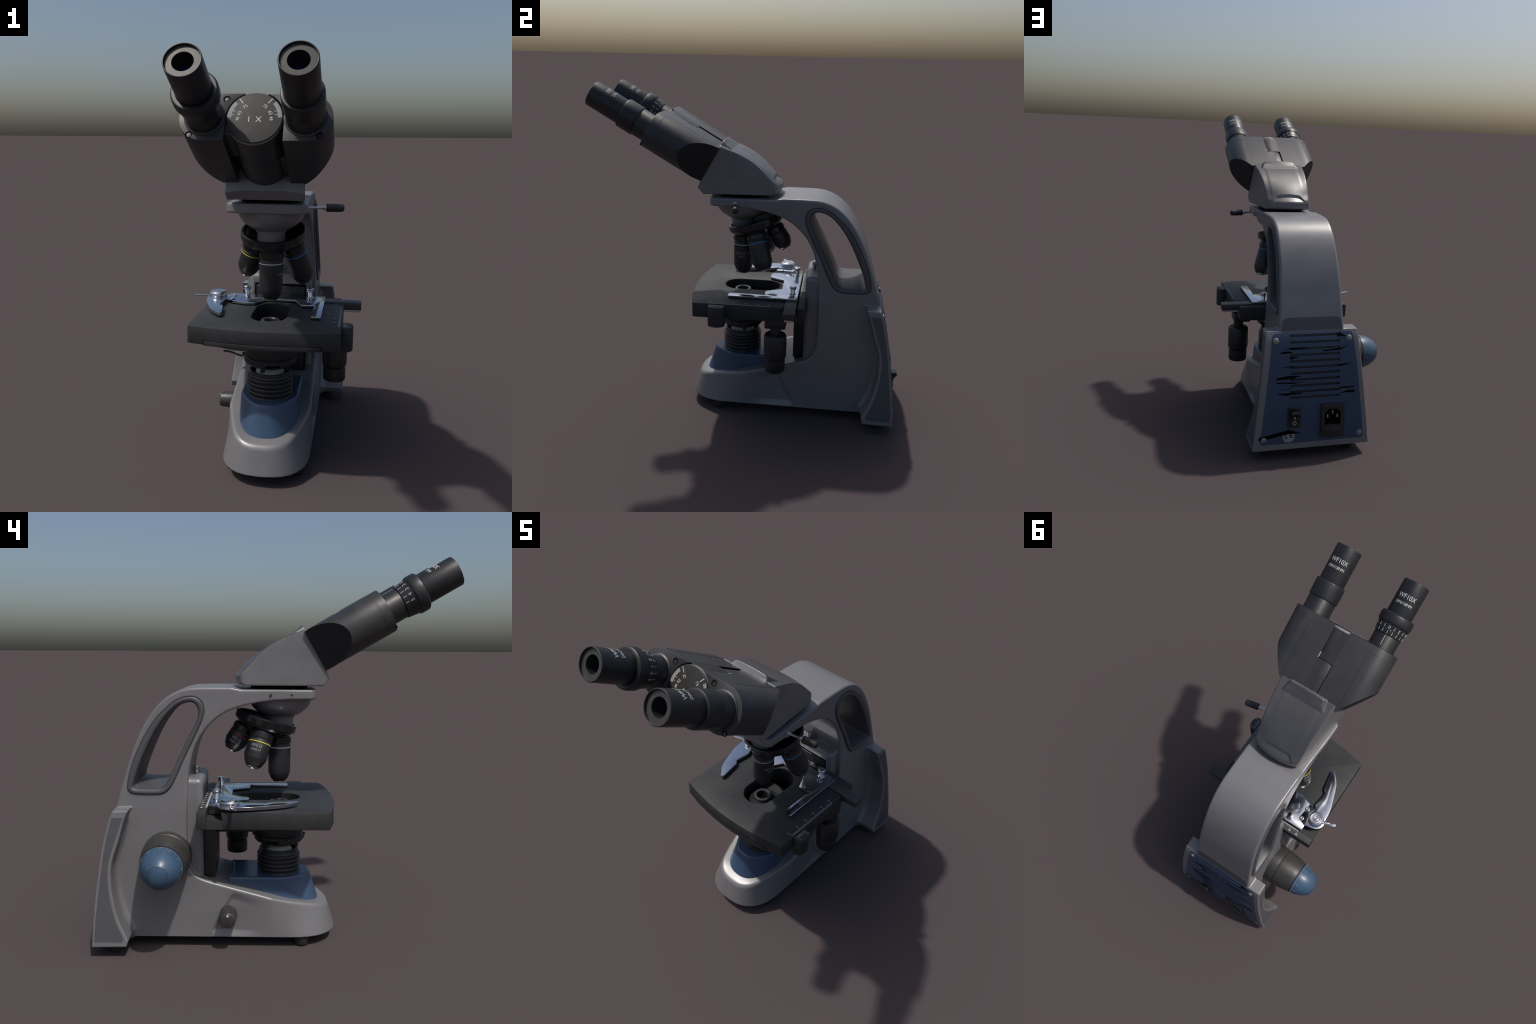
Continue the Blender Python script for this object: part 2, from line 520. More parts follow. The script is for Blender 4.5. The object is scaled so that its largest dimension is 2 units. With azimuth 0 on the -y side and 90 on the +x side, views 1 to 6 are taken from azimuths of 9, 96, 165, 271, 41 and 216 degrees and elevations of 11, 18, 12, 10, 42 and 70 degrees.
def stand_field(X, Y, Z):
    x = X - CX
    ax = np.abs(x)
    side = f_side(Y, Z)
    # the nose panel is set in a little ahead of a slanting crease
    crease = np.interp(Z, [0.05, 0.10, 0.28, 0.33], [0.285, 0.295, 0.205, 0.19])
    deck = np.interp(Y, [-0.30, 0.0, 0.20, 0.35], [0.205, 0.283, 0.337, 0.385])
    inset = 0.015 * ramp01((deck - 0.012 - Z) / 0.06) * ramp01((Y + 0.02) / 0.22) * np.clip((crease - Y) / 0.024, 0, 1) * np.clip((Z - 0.062) / 0.035, 0, 1) * np.clip((0.9 - Z) / 0.2, 0, 1)
    lean = np.clip(0.31 * (Z - 0.06), 0, 0.06) * ramp01((0.04 - Y) / 0.30)
    wide = ax - body_half(Z) + inset
    plan = f_plan(ax * 0.999 + 0 * Z, Y + 0 * Z) + lean + inset
    low = np.maximum(wide, np.where(Z < 0.8, plan, -1.0))
    flare = -0.010 * ramp01((0.10 - Y) / 0.25) * ramp01((Z - 1.1) / 0.15)
    low = np.where(Z > 1.0, np.maximum(wide + flare, f_arm_plan(x + 0 * Z, Y + 0 * Z)), low)
    edge = 0.013 - 0.005 * ramp01((0.30 - Y) / 0.3) * ramp01((Z - 1.1) / 0.15) + 0.001 * ramp01((0.3 - Y) / 0.3) * ramp01((0.6 - Z) / 0.1)
    edge = 0.004 + (edge - 0.004) * ramp01((Z - 0.065) / 0.06)
    body = r_and(side, low, edge)
    # handle opening runs right through
    body = s_sub(body, f_hole(Y, Z) + 0 * X, 0.006)
    # rear flange, coved into the sides
    fl = r_and(f_flange(Y, Z) + 0 * X, ax - flange_half(Z), 0.006)
    k = 0.002 + 0.040 * ramp01((ax - body_half(Z) + 0.015) / 0.025) * (1 - 0.7 * ramp01((Z - 0.70) / 0.05))
    body = np.maximum(s_or(body, fl, k), 0.058 - Z)
    # carrier housing for the stage slide
    car = boxf(X, Y, Z, (CX, 0.41, 0.57), (0.178, 0.072, 0.338), 0.028)
    body = s_or(body, car, 0.005)
    slot = boxf(X, Y, Z, (CX + 0.004, 0.345, 0.60), (0.146, 0.045, 0.252), 0.006)
    body = s_sub(body, slot, 0.006)
    # ventilation cavity behind the slots
    cav = np.maximum(np.maximum(np.abs(X - 0.024) - 0.168, np.abs(Z - 0.556) - 0.188), back_y(Z) - 0.013 - Y)
    return np.maximum(body, -cav)

stand = mesh_object("stand", solid_mesh("stand", stand_field, (-0.36, -0.40, 0.03), (0.43, 0.93, 1.41), 0.0072),
                    GREY, root)

# ---- trim ring through the handle opening
def handle_ring():
    bm = bmesh.new()
    n = len(hole_outer)
    oc = np.array(hole_outer)
    # match the inner loop to the outer by arc fraction
    def resample(loop, m):
        P = np.array(loop + [loop[0]])
        s = np.r_[0, np.cumsum(np.linalg.norm(np.diff(P, axis=0), axis=1))]
        q = np.linspace(0, s[-1], m, endpoint=False)
        return np.stack([np.interp(q, s, P[:, i]) for i in (0, 1)], 1)
    m = 110
    O, I = resample(hole_outer, m), resample(hole_inner, m)
    k = min(range(m), key=lambda r: np.abs(O - np.roll(I, r, axis=0)).sum())
    I = np.roll(I, k, axis=0)
    c = I.mean(0)
    def ring(P, off):
        return [bm.verts.new((s * (body_half(z) + off) , y, z)) for y, z in P]
    sections = []
    for sgn in (1, -1):
        seq = []
        for P, off in ((O + (O - I) * 0.02, -0.02), (O * 0.98 + I * 0.02, 0.001), (O * 0.90 + I * 0.10, 0.0065), (O * 0.75 + I * 0.25, 0.0090), (O * 0.30 + I * 0.70, 0.0080),
                       (O * 0.10 + I * 0.90, 0.0050), (I, -0.003), (I + (c - I) * 0.02, -0.03), (I + (c - I) * 0.055, -0.13)):
            seq.append([bm.verts.new((CX + sgn * (body_half(z) + off), y, z)) for y, z in P])
        sections.append(seq)
    loops = sections[0] + sections[1][::-1]
    for a, b in zip(loops, loops[1:]):
        for i in range(m):
            j = (i + 1) % m
            bm.faces.new((a[i], a[j], b[j], b[i]))
    bmesh.ops.recalc_face_normals(bm, faces=bm.faces[:])
    return mesh_object("handle_trim", bm, FRAME, root, angle=60)
handle_ring()

# ---- strips that follow the rear curve
def rear_sheet(name, z0, z1, half, xc, mat, parent, proud, thick, corner=0.02, slots=None, rows=40, corner_top=True, corner_low=True):
    zs = set(np.linspace(z0, z1, rows))
    for e in np.linspace(0, 1, 7):
        if corner_low: zs.add(z0 + corner * (1 - math.cos(e * PI / 2)))
        if corner_top: zs.add(z1 - corner * (1 - math.cos(e * PI / 2)))
    if slots:
        for a, b, *_ in slots:
            zs |= {a, b}
        zs = {z for z in zs if not any(a + 1e-6 < z < b - 1e-6 for a, b, *_ in slots)}
    zs = sorted(zs)
    zs = [z for i, z in enumerate(zs) if i == 0 or z - zs[i - 1] > 1e-5]
    def hw(z):
        w = half(z)
        for on, d in ((corner_low, z - z0), (corner_top, z1 - z)):
            if on and d < corner:
                w -= corner - math.sqrt(max(0, corner ** 2 - (corner - d) ** 2))
        return w
    bm = bmesh.new()
    def P(x, z):
        return bm.verts.new((x, float(back_y(z)) + proud, z))
    for a, b in zip(zs, zs[1:]):
        gap = next((s for s in (slots or []) if abs(s[0] - a) < 1e-5 and abs(s[1] - b) < 1e-5), None)
        la, lb = hw(a), hw(b)
        xa = [xc - la, xc + la]; xb = [xc - lb, xc + lb]
        if slots:
            g0, g1 = slots[0][2], slots[0][3]
            parts = [((xa[0], g0), (xb[0], g0)), ((g0, g1), (g0, g1)), ((g1, xa[1]), (g1, xb[1]))]
            if gap:
                parts = [parts[0], parts[2]]
        else:
            parts = [((xa[0], xa[1]), (xb[0], xb[1]))]
        for (p, q), (r, s) in parts:
            bm.faces.new((P(p, a), P(r, b), P(s, b), P(q, a)))
    bmesh.ops.remove_doubles(bm, verts=bm.verts[:], dist=1e-5)
    bmesh.ops.recalc_face_normals(bm, faces=bm.faces[:])
    if sum(f.normal.y for f in bm.faces) < 0:
        bmesh.ops.reverse_faces(bm, faces=bm.faces[:])
    bmesh.ops.solidify(bm, geom=bm.faces[:], thickness=thick)
    bmesh.ops.recalc_face_normals(bm, faces=bm.faces[:])
    return mesh_object(name, bm, mat, parent, angle=30)

PXC = 0.033
panel_half = lambda z: float(flange_half(z)) - 0.036
slot_list = [(0.7325 - 0.0357 * i - 0.0068, 0.7325 - 0.0357 * i + 0.0068, -0.130, 0.178) for i in range(11)]
slot_list = slot_list[::-1]
panel = rear_sheet("rear_panel", 0.100, 0.748, panel_half, PXC, PANEL, root, 0.0015, 0.006, 0.022, slot_list)
backing = rear_sheet("vent_backing", 0.36, 0.745, lambda z: 0.18, 0.024, BLACK, panel, -0.0075, 0.004, 0.004)
rear_sheet("rear_patch", 0.752, 0.834, lambda z: 0.1885 - (z - 0.75) * 0.06, 0.036, PATCH, root, 0.0012, 0.003, 0.034, corner_low=False)

def rear_normal(z):
    dy = float(back_y(z + 0.01) - back_y(z - 0.01)) / 0.02
    return Vector((0, 1, -dy)).normalized()

def rear_frame(x, z, off=0.0015):
    """Local x runs to the viewer's right seen from behind, y up, z out of the panel."""
    n = rear_normal(z)
    M = frame((x, float(back_y(z)) + off, z), n, (-1, 0, 0))
    return M

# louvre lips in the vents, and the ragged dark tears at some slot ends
lips = []
for a, b, x0, x1 in slot_list:
    M = rear_frame((x0 + x1) / 2, a, -0.001)
    bm = box_bm(-(x1 - x0) / 2 + 0.002, (x1 - x0) / 2 - 0.002, -0.004, -0.0025, -0.006, -0.0005, 0.0003, 1)
    mesh_object("louvre", bm, BLACK, panel, M)
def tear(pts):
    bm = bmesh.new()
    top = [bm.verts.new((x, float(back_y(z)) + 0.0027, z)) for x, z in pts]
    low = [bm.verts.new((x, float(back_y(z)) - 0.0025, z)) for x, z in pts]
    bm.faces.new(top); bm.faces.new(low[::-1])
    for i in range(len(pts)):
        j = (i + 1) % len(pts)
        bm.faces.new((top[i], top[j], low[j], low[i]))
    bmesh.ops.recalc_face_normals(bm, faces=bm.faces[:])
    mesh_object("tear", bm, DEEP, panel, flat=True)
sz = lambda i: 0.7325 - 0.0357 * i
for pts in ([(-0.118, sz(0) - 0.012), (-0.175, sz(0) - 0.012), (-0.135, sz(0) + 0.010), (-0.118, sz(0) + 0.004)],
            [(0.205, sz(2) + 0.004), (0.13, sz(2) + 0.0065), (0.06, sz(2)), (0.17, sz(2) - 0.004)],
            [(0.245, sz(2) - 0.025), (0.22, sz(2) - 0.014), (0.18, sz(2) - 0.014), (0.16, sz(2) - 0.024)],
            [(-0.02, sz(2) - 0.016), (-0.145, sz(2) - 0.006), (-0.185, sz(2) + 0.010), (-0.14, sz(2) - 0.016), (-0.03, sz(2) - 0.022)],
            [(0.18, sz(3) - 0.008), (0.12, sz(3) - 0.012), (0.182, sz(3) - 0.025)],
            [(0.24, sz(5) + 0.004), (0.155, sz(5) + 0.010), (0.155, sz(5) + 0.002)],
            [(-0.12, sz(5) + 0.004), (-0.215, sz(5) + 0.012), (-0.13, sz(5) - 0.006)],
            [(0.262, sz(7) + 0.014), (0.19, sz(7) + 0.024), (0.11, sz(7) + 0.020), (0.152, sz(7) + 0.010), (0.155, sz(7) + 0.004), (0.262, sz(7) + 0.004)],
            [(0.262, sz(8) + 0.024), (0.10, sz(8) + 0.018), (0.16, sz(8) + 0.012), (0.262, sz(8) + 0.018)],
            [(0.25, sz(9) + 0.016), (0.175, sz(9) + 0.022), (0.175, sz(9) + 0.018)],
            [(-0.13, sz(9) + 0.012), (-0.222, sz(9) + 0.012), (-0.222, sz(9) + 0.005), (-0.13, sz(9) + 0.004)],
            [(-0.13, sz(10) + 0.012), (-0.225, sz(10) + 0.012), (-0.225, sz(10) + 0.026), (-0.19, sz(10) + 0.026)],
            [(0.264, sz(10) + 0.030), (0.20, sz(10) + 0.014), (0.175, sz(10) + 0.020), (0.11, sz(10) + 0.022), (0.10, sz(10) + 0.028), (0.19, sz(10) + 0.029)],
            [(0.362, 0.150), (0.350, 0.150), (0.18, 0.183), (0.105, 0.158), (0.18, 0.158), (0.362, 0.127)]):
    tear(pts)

for x, z in ((0.262, 0.708), (-0.192, 0.710), (0.334, 0.130), (-0.263, 0.131)):
    lathe("panel_screw", [(0.0185, -0.001), (0.0185, 0.0008), (0.0165, 0.0008), (0.0165, 0.003), (0.012, 0.0052), (0, 0.006)],
          SCREW, panel, rear_frame(x, z), 28, 0.0005)

# ---- mains switch
sw = rear_frame(0.152, 0.256)
switch = prism("power_switch", rounded([(-0.038, -0.060), (0.038, -0.060), (0.038, 0.060), (-0.038, 0.060)], 0.006, 4), -0.01, 0.010,
               BLACK, root, sw, holes=[[(-0.027, -0.050), (0.027, -0.050), (0.027, 0.050), (-0.027, 0.050)]], bevel=0.002)
rock = prism_bm([(-0.0485, 0.0), (0.0485, 0.0), (0.0485, 0.036), (0.030, 0.041), (0.010, 0.020), (-0.02, 0.0125), (-0.0485, 0.016)], -0.026, 0.026, bevel=0.002)
bmesh.ops.transform(rock, matrix=Matrix(((0, 0, 1, 0), (1, 0, 0, 0), (0, 1, 0, 0), (0, 0, 0, 1))), verts=rock.verts[:])
mesh_object("rocker", rock, TURRET, switch, sw)
box("switch_mark", -0.0022, 0.0022, -0.006, 0.014, 0.012, 0.0225, WHITE, switch, 0.0, sw)
lathe("switch_mark", [(0.0085, 0.012), (0.0085, 0.0155), (0.0115, 0.0155), (0.0115, 0.012)], WHITE, switch, sw @ Matrix.Translation((0, -0.029, 0)), 32, 0)

# ---- mains socket
so = rear_frame(-0.085, 0.226)
cav = [(-0.050, -0.025), (0.050, -0.025), (0.050, 0.045), (0.028, 0.072), (-0.028, 0.072), (-0.050, 0.045)]
socket = prism("power_socket", rounded([(-0.073, -0.102), (0.073, -0.102), (0.073, 0.102), (-0.073, 0.102)], 0.006, 4), -0.01, 0.014,
               BLACK, root, so, holes=[cav], bevel=0.0025)
prism("socket_floor", [(x * 1.02, y * 1.02) for x, y in cav], -0.006, 0.0012, DEEP, socket, so)
for x, y in ((-0.030, 0.026), (0, 0.050), (0.030, 0.026)):
    box("socket_pin", x - 0.004, x + 0.004, y - 0.010, y + 0.010, -0.004, 0.008, STEEL, socket, 0.001, so)
box("fuse_drawer", -0.050, 0.050, -0.092, -0.040, 0.010, 0.0165, BLACK, socket, 0.002, so)

# ---- conformity mark
ce = rear_frame(0.182, 0.142)
mark = lathe("conformity_badge", [(0, 0.0), (0.037, 0.0), (0.037, 0.0008), (0, 0.0008)], DIMWHITE, root, ce, 40, 0)
for cxm, bar in ((-0.010, False), (0.020, True)):
    bm = bmesh.new()
    pts = [(0.0145 * math.cos(t), 0.0145 * math.sin(t)) for t in np.linspace(PI * 0.36, PI * 1.64, 18)]
    inn = [(0.0098 * math.cos(t), 0.0098 * math.sin(t)) for t in np.linspace(PI * 0.36, PI * 1.64, 18)][::-1]
    mesh_object("badge_letter", prism_bm(pts + inn, 0.0004, 0.0016), DEEP, mark, ce @ Matrix.Translation((cxm, 0.004, 0)))
    bm.free()
    if bar:
        box("badge_letter", -0.012, 0.003, -0.0022, 0.0022, 0.0004, 0.0016, DEEP, mark, 0, ce @ Matrix.Translation((cxm, 0.004, 0)))

# ---- darker painted field on the flange sides
cres = (smooth_path([(0.733, 0.728), (0.757, 0.66), (0.781, 0.588), (0.805, 0.51), (0.813, 0.44), (0.806, 0.33), (0.777, 0.205), (0.735, 0.105)], n=4)
        + smooth_path([(0.745, 0.090), (0.884, 0.090)], n=3) + smooth_path([(0.877, 0.20), (0.862, 0.33), (0.832, 0.55), (0.797, 0.70), (0.789, 0.728)], n=4))
for sgn in (-1, 1):
    bm = bmesh.new()
    vo = [bm.verts.new((CX + sgn * (flange_half(z) + 0.0009), y, z)) for y, z in cres]
    vi = [bm.verts.new((CX + sgn * (flange_half(z) - 0.003), y, z)) for y, z in cres]
    bm.faces.new(vo); bm.faces.new(vi[::-1])
    for i in range(len(vo)):
        j = (i + 1) % len(vo)
        bm.faces.new((vo[i], vo[j], vi[j], vi[i]))
    bmesh.ops.recalc_face_normals(bm, faces=bm.faces[:])
    mesh_object("flange_field", bm, PATCH, root)

# ---- feet
for x, y, r in ((CX - 0.165, -0.185, 0.040), (CX + 0.165, -0.185, 0.040), (CX - 0.262, 0.80, 0.037), (CX + 0.262, 0.80, 0.037)):
    lathe("foot", [(0, 0.0), (r * 0.82, 0.0), (r * 0.9, 0.006), (r, 0.030), (r, 0.075), (0, 0.075)], RUBBER, root, Matrix.Translation((x, y, 0)), 36)

# ---- pinholes on the arm side
for y in (-0.010, -0.115):
    lathe("pin_hole", [(0.0, 0.0006), (0.0048, 0.0008), (0.0065, 0.0004), (0.0065, -0.004)], KNOBBLACK, root,
          frame((CX - 0.1905, y, 1.341), (-1, 0, 0)), 20, 0)

# ------------------------------------------------------------------ lamp house
f_lamp_plan = poly_field([(x, y) for x, y in nose_plan(-0.07, -0.284, 0.160, 2.4)])
def lamp_field(X, Y, Z):
    x = np.abs(X - CX - 0.004)
    slope = np.clip(Z - 0.20, -0.05, 0.3) * (0.07 + 0.27 * ramp01((-0.06 - Y) / 0.16))
    d = f_lamp_plan(x + 0 * Z, Y + 0 * Z) + slope
    d = r_and(d, Z - 0.366 + 0 * X, 0.010)
    return np.maximum(d, Y - 0.205 + 0.02 * (1 - (x / 0.14) ** 2))
lamp = mesh_object("lamp_house", solid_mesh("lamp_house", lamp_field, (-0.15, -0.30, 0.18), (0.24, 0.23, 0.39), 0.0055), BLUE, root)

LX, LY = 0.040, -0.061
prof = [(0.0, 0.36)]
z = 0.355
for i in range(5):
    prof += [(0.109, z), (0.116, z + 0.003), (0.1185, z + 0.008), (0.1185, z + 0.014), (0.116, z + 0.0185), (0.109, z + 0.0200)]
    z += 0.0235
prof += [(0.109, z), (0.106, z + 0.006), (0.106, 0.494), (0.103, 0.497), (0.098, 0.497), (0.094, 0.470), (0.0, 0.468)]
collector = lathe("field_lens_tube", prof, BLACK, lamp, Matrix.Translation((LX, LY, 0)), 72, 0.001, angle=30)
lathe("field_lens", [(0.080, 0.466), (0.074, 0.486), (0.058, 0.500), (0.032, 0.508), (0, 0.511)], LENS, collector, Matrix.Translation((LX, LY, 0)), 48, 0)

# ------------------------------------------------------------------ focus knobs
axis = (-1, 0, 0)
knob_c = (CX - 0.221, 0.5235, 0.5075)
lathe("coarse_focus_knob", [(0.05, -0.04), (0.126, -0.04), (0.129, 0.0), (0.129, 0.040), (0.124, 0.043), (0.124, 0.046), (0.1275, 0.049),
                            (0.1275, 0.060), (0.123, 0.11), (0.1165, 0.150), (0.110, 0.181), (0.0, 0.181)], KNOBBLACK, root, frame(knob_c, axis), 80, 0.0015)
fine = lathe("fine_focus_knob", [(0.0, 0.17), (0.107, 0.176), (0.1085, 0.186), (0.107, 0.200), (0.101, 0.228), (0.091, 0.254), (0.077, 0.278),
                          (0.060, 0.297), (0.048, 0.3060), (0.0475, 0.3035), (0.046, 0.3035), (0.0455, 0.3065), (0.03, 0.3125), (0.0, 0.3155)],
             BLUEKNOB, root, frame(knob_c, axis), 80, 0)
lathe("knob_seam", [(0.1070, 0.179), (0.1105, 0.1815), (0.1105, 0.1835), (0.107, 0.186)], DEEP, fine, frame(knob_c, axis), 80, 0)
ticks = []
for k in range(60):
    t = 2 * PI * k / 60
    L = 0.010 if k % 5 else 0.017
    ticks.append((t, L))
bm = bmesh.new()
for t, L in ticks:
    for h0, h1 in ((0.1875, 0.1875 + L),):
        q = []
        for h, dt in ((h0, -0.009), (h0, 0.009), (h1, 0.009), (h1, -0.009)):
            r = float(np.interp(h, [0.176, 0.186, 0.200, 0.228], [0.107, 0.1085, 0.107, 0.101]))
            q.append([Vector(((r + o) * math.cos(t + dt), (r + o) * math.sin(t + dt), h)) for o in (0.0006, -0.002)])
        top = [bm.verts.new(a[0]) for a in q]; low = [bm.verts.new(a[1]) for a in q]
        bm.faces.new(top)
        for i in range(4):
            bm.faces.new((top[i], top[(i + 1) % 4], low[(i + 1) % 4], low[i]))
bmesh.ops.recalc_face_normals(bm, faces=bm.faces[:])
o = mesh_object("knob_scale", bm, DIMWHITE, fine, frame(knob_c, axis)); o["kind"] = "stuff"
for k in range(12):
    t = 2 * PI * k / 12 + 0.05
    M = frame(knob_c, axis) @ Matrix.Rotation(t, 4, 'Z') @ Matrix.Translation((0.1025, 0, 0.214))
    M = M @ Matrix(((0, 0, 1, 0), (1, 0, 0, 0), (0, 1, 0, 0), (0, 0, 0, 1)))
    letters("knob_numeral", str(k * 5), 0.014, DIMWHITE, fine, M, depth=0.004)

# brightness dial
lathe("brightness_dial", [(0, 0.0), (0.046, 0.0), (0.047, 0.02), (0.0415, 0.088), (0.037, 0.0945), (0.030, 0.0965), (0, 0.0965)],
      KNOBBLACK, root, frame((-0.186, 0.2045, 0.192), axis), 48, 0.002, ripple=None)
lathe("dial_dot", [(0.0, 0.0985), (0.0052, 0.0985), (0.0065, 0.096)], WHITE, root, frame((-0.186, 0.2045, 0.218), axis), 16, 0)

# ------------------------------------------------------------------ head mount, lever
lathe("head_seat", [(0, 1.35), (0.150, 1.35), (0.150, 1.392), (0, 1.392)], DEEP, root, Matrix.Translation((0.040, -0.055, 0)), 64)
lv = frame((0.215, -0.088, 1.336), Vector((0.39, -0.054, 1.335)) - Vector((0.228, -0.084, 1.336)))
lever = lathe("head_clamp_lever", [(0, -0.02), (0.012, -0.02), (0.012, 0.012), (0.0062, 0.014), (0.0062, 0.078), (0.0105, 0.079), (0.0105, 0.098), (0, 0.098)], STEEL, root, lv, 24, 0.001)
lathe("lever_grip", [(0, 0.096), (0.019, 0.096), (0.0205, 0.102), (0.0195, 0.170), (0.0165, 0.179), (0.008, 0.182), (0, 0.182)], BLACK, lever, lv, 32, 0.001)
lathe("lever_boss", [(0.030, -0.006), (0.030, 0.001), (0.026, 0.004), (0.012, 0.002)], GREY, lever, frame((CX + 0.186, -0.082, 1.337), (1, 0, 0)), 32, 0)

# ------------------------------------------------------------------ head housing
HX = 0.039
head_outline = ([(0.140, 1.384), (0.166, 1.394), (0.175, 1.412), (0.176, 1.434), (0.168, 1.446)]
                + smooth_path([(0.160, 1.455), (0.085, 1.524), (0.006, 1.581), (-0.072, 1.624), (-0.181, 1.664)], n=9)
                + [(-0.2615, 1.5215), (-0.285, 1.478), (-0.304, 1.424), (-0.302, 1.418), (-0.274, 1.385)])
f_head = poly_field(head_outline)
HR = 0.026                                       # corner radius in plan
head_back = [(x * (0.146 - HR) / 0.146, 0.153 - HR + 0.026 * (1 - (x / 0.146) ** 2)) for x in np.linspace(-0.146, 0.146, 15)]
f_head_core = poly_field(head_back + [(0.1845 - HR, -0.30), (0.178 - HR, -0.42), (-0.178 + HR, -0.42), (-0.1845 + HR, -0.30)])
f_head_plan = lambda u, v: f_head_core(u, v) - HR
f_ramp = poly_field([(-0.114, 1.640), (-0.163, 1.687), (-0.171, 1.690), (-0.196, 1.655), (-0.19, 1.60)])
def head_field(X, Y, Z):
    x = X - HX
    ax = np.abs(x)
    groove = 0.0018 * ramp01((ax - 0.100) / 0.022) * ramp01((Z - 1.46) / 0.03)
    scoop = 0.013 * np.clip((Y - 0.127) / 0.004, 0, 1) * np.clip((0.174 - Y) / 0.042, 0, 1) * ramp01((0.080 + (Y - 0.13) * 1.2 - ax) / 0.014 + 0.5) * (Z > 1.40)
    back = 0.027 * np.minimum((ax / 0.146) ** 2, 1.2) * ramp01((Y - 0.0) / 0.14)
    side = f_head(Y + back, Z + groove + scoop + 0 * X)
    plan = f_head_plan(x + 0 * Z, Y + 0 * Z)
    d = r_and(side, plan, 0.0065)
    rw = 0.130 - np.clip((Z - 1.645) / 0.042, 0, 1) * 0.030
    arch = 0.006 * (ax / 0.1) ** 2 * ramp01((Z - 1.655) / 0.02)
    d = np.minimum(d, r_and(f_ramp(Y + 0 * X, Z + arch), ax - rw, 0.006))
    # hollowed lower lip
    lip = 0.017 * np.clip(1 - (ax / 0.168) ** 4, 0, 1)
    cut = -(Y + 0.272) * 0.75 - (Z - 1.385) * 0.66 + 0.5 * lip
    return np.maximum(d, cut)
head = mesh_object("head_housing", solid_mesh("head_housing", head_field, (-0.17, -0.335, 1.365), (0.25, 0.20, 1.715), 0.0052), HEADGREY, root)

# ------------------------------------------------------------------ binocular tubes
TILT = math.radians(30)
AV = Vector((0, -math.cos(TILT), math.sin(TILT)))
NV = Vector((0, math.sin(TILT), math.cos(TILT)))
HO = Vector((0.0365, -0.887, 1.935))
# local (x, n, a): x across, n up-normal, a towards the observer
HEADM = Matrix(((1, 0, 0), (NV.x, NV.y, NV.z), (AV.x, AV.y, AV.z))).transposed().to_4x4()
HEADM.translation = HO
# x × n = a ?  (1,0,0)x(0,s,c) = (0,-c,s)  -> right-handed

def half_profile(sgn):
    """D-shaped cross-section of one prism box with its top plate hollowed round the hinge barrel."""
    r, c, cy, R, x_in = 0.1095, 0.2065, 0.0025, 0.122, 0.047
    arc = [(c + r * math.cos(t), cy + r * math.sin(t)) for t in np.linspace(-PI / 2, PI / 2, 28)]
    under = [(R * math.cos(t), -0.004 + R * math.sin(t)) for t in np.linspace(math.acos(x_in / R), math.acos(0.12 / R), 10)]
    return [(sgn * x, y) for x, y in [(0.12, -0.107)] + arc + [(x_in, 0.112)] + under]

def tube_box(sgn, name):
    bm = prism_bm(half_profile(sgn), -0.758, -0.372)
    # slanting planes shave the rear outer corners
    p1, p2 = Vector((sgn * 0.3165, 0, -0.584)), Vector((sgn * 0.190, 0, -0.758))
    d = p2 - p1
    nrm = Vector((-d.z, 0, d.x))
    if nrm.x * sgn < 0:
        nrm = -nrm
    res = bmesh.ops.bisect_plane(bm, geom=bm.verts[:] + bm.edges[:] + bm.faces[:], plane_co=p1, plane_no=nrm, clear_outer=True)
    edges = [g for g in res["geom_cut"] if isinstance(g, bmesh.types.BMEdge)]
    bmesh.ops.edgeloop_fill(bm, edges=edges, mat_nr=1)
    bmesh.ops.recalc_face_normals(bm, faces=bm.faces[:])
    es = [e for e in bm.edges if len(e.link_faces) == 2 and e.calc_face_angle(0) > math.radians(40)
          and all(abs(v.co.z + 0.372) < 1e-4 for v in e.verts)]
    bmesh.ops.bevel(bm, geom=es, offset=0.003, segments=2, profile=0.5, affect='EDGES', clamp_overlap=True)
    # flat tab that carries this side's hinge knuckle
    a0, a1 = (-0.7575, -0.5705) if sgn > 0 else (-0.5685, -0.389)
    tab = prism_bm([(sgn * x, y) for x, y in [(0.14, 0.1116), (0.0, 0.1116), (0.0, 0.095), (0.09, 0.06), (0.14, 0.06)]], a0, a1, bevel=0.001, seg=1)
    edge_x = -0.0485 * sgn
    me = bpy.data.meshes.new("tab"); tab.to_mesh(me); tab.free()
    bm.from_mesh(me); bpy.data.meshes.remove(me)
    return mesh_object(name, bm, [BLOCKBLACK, FLAT], root, HEADM, 32)

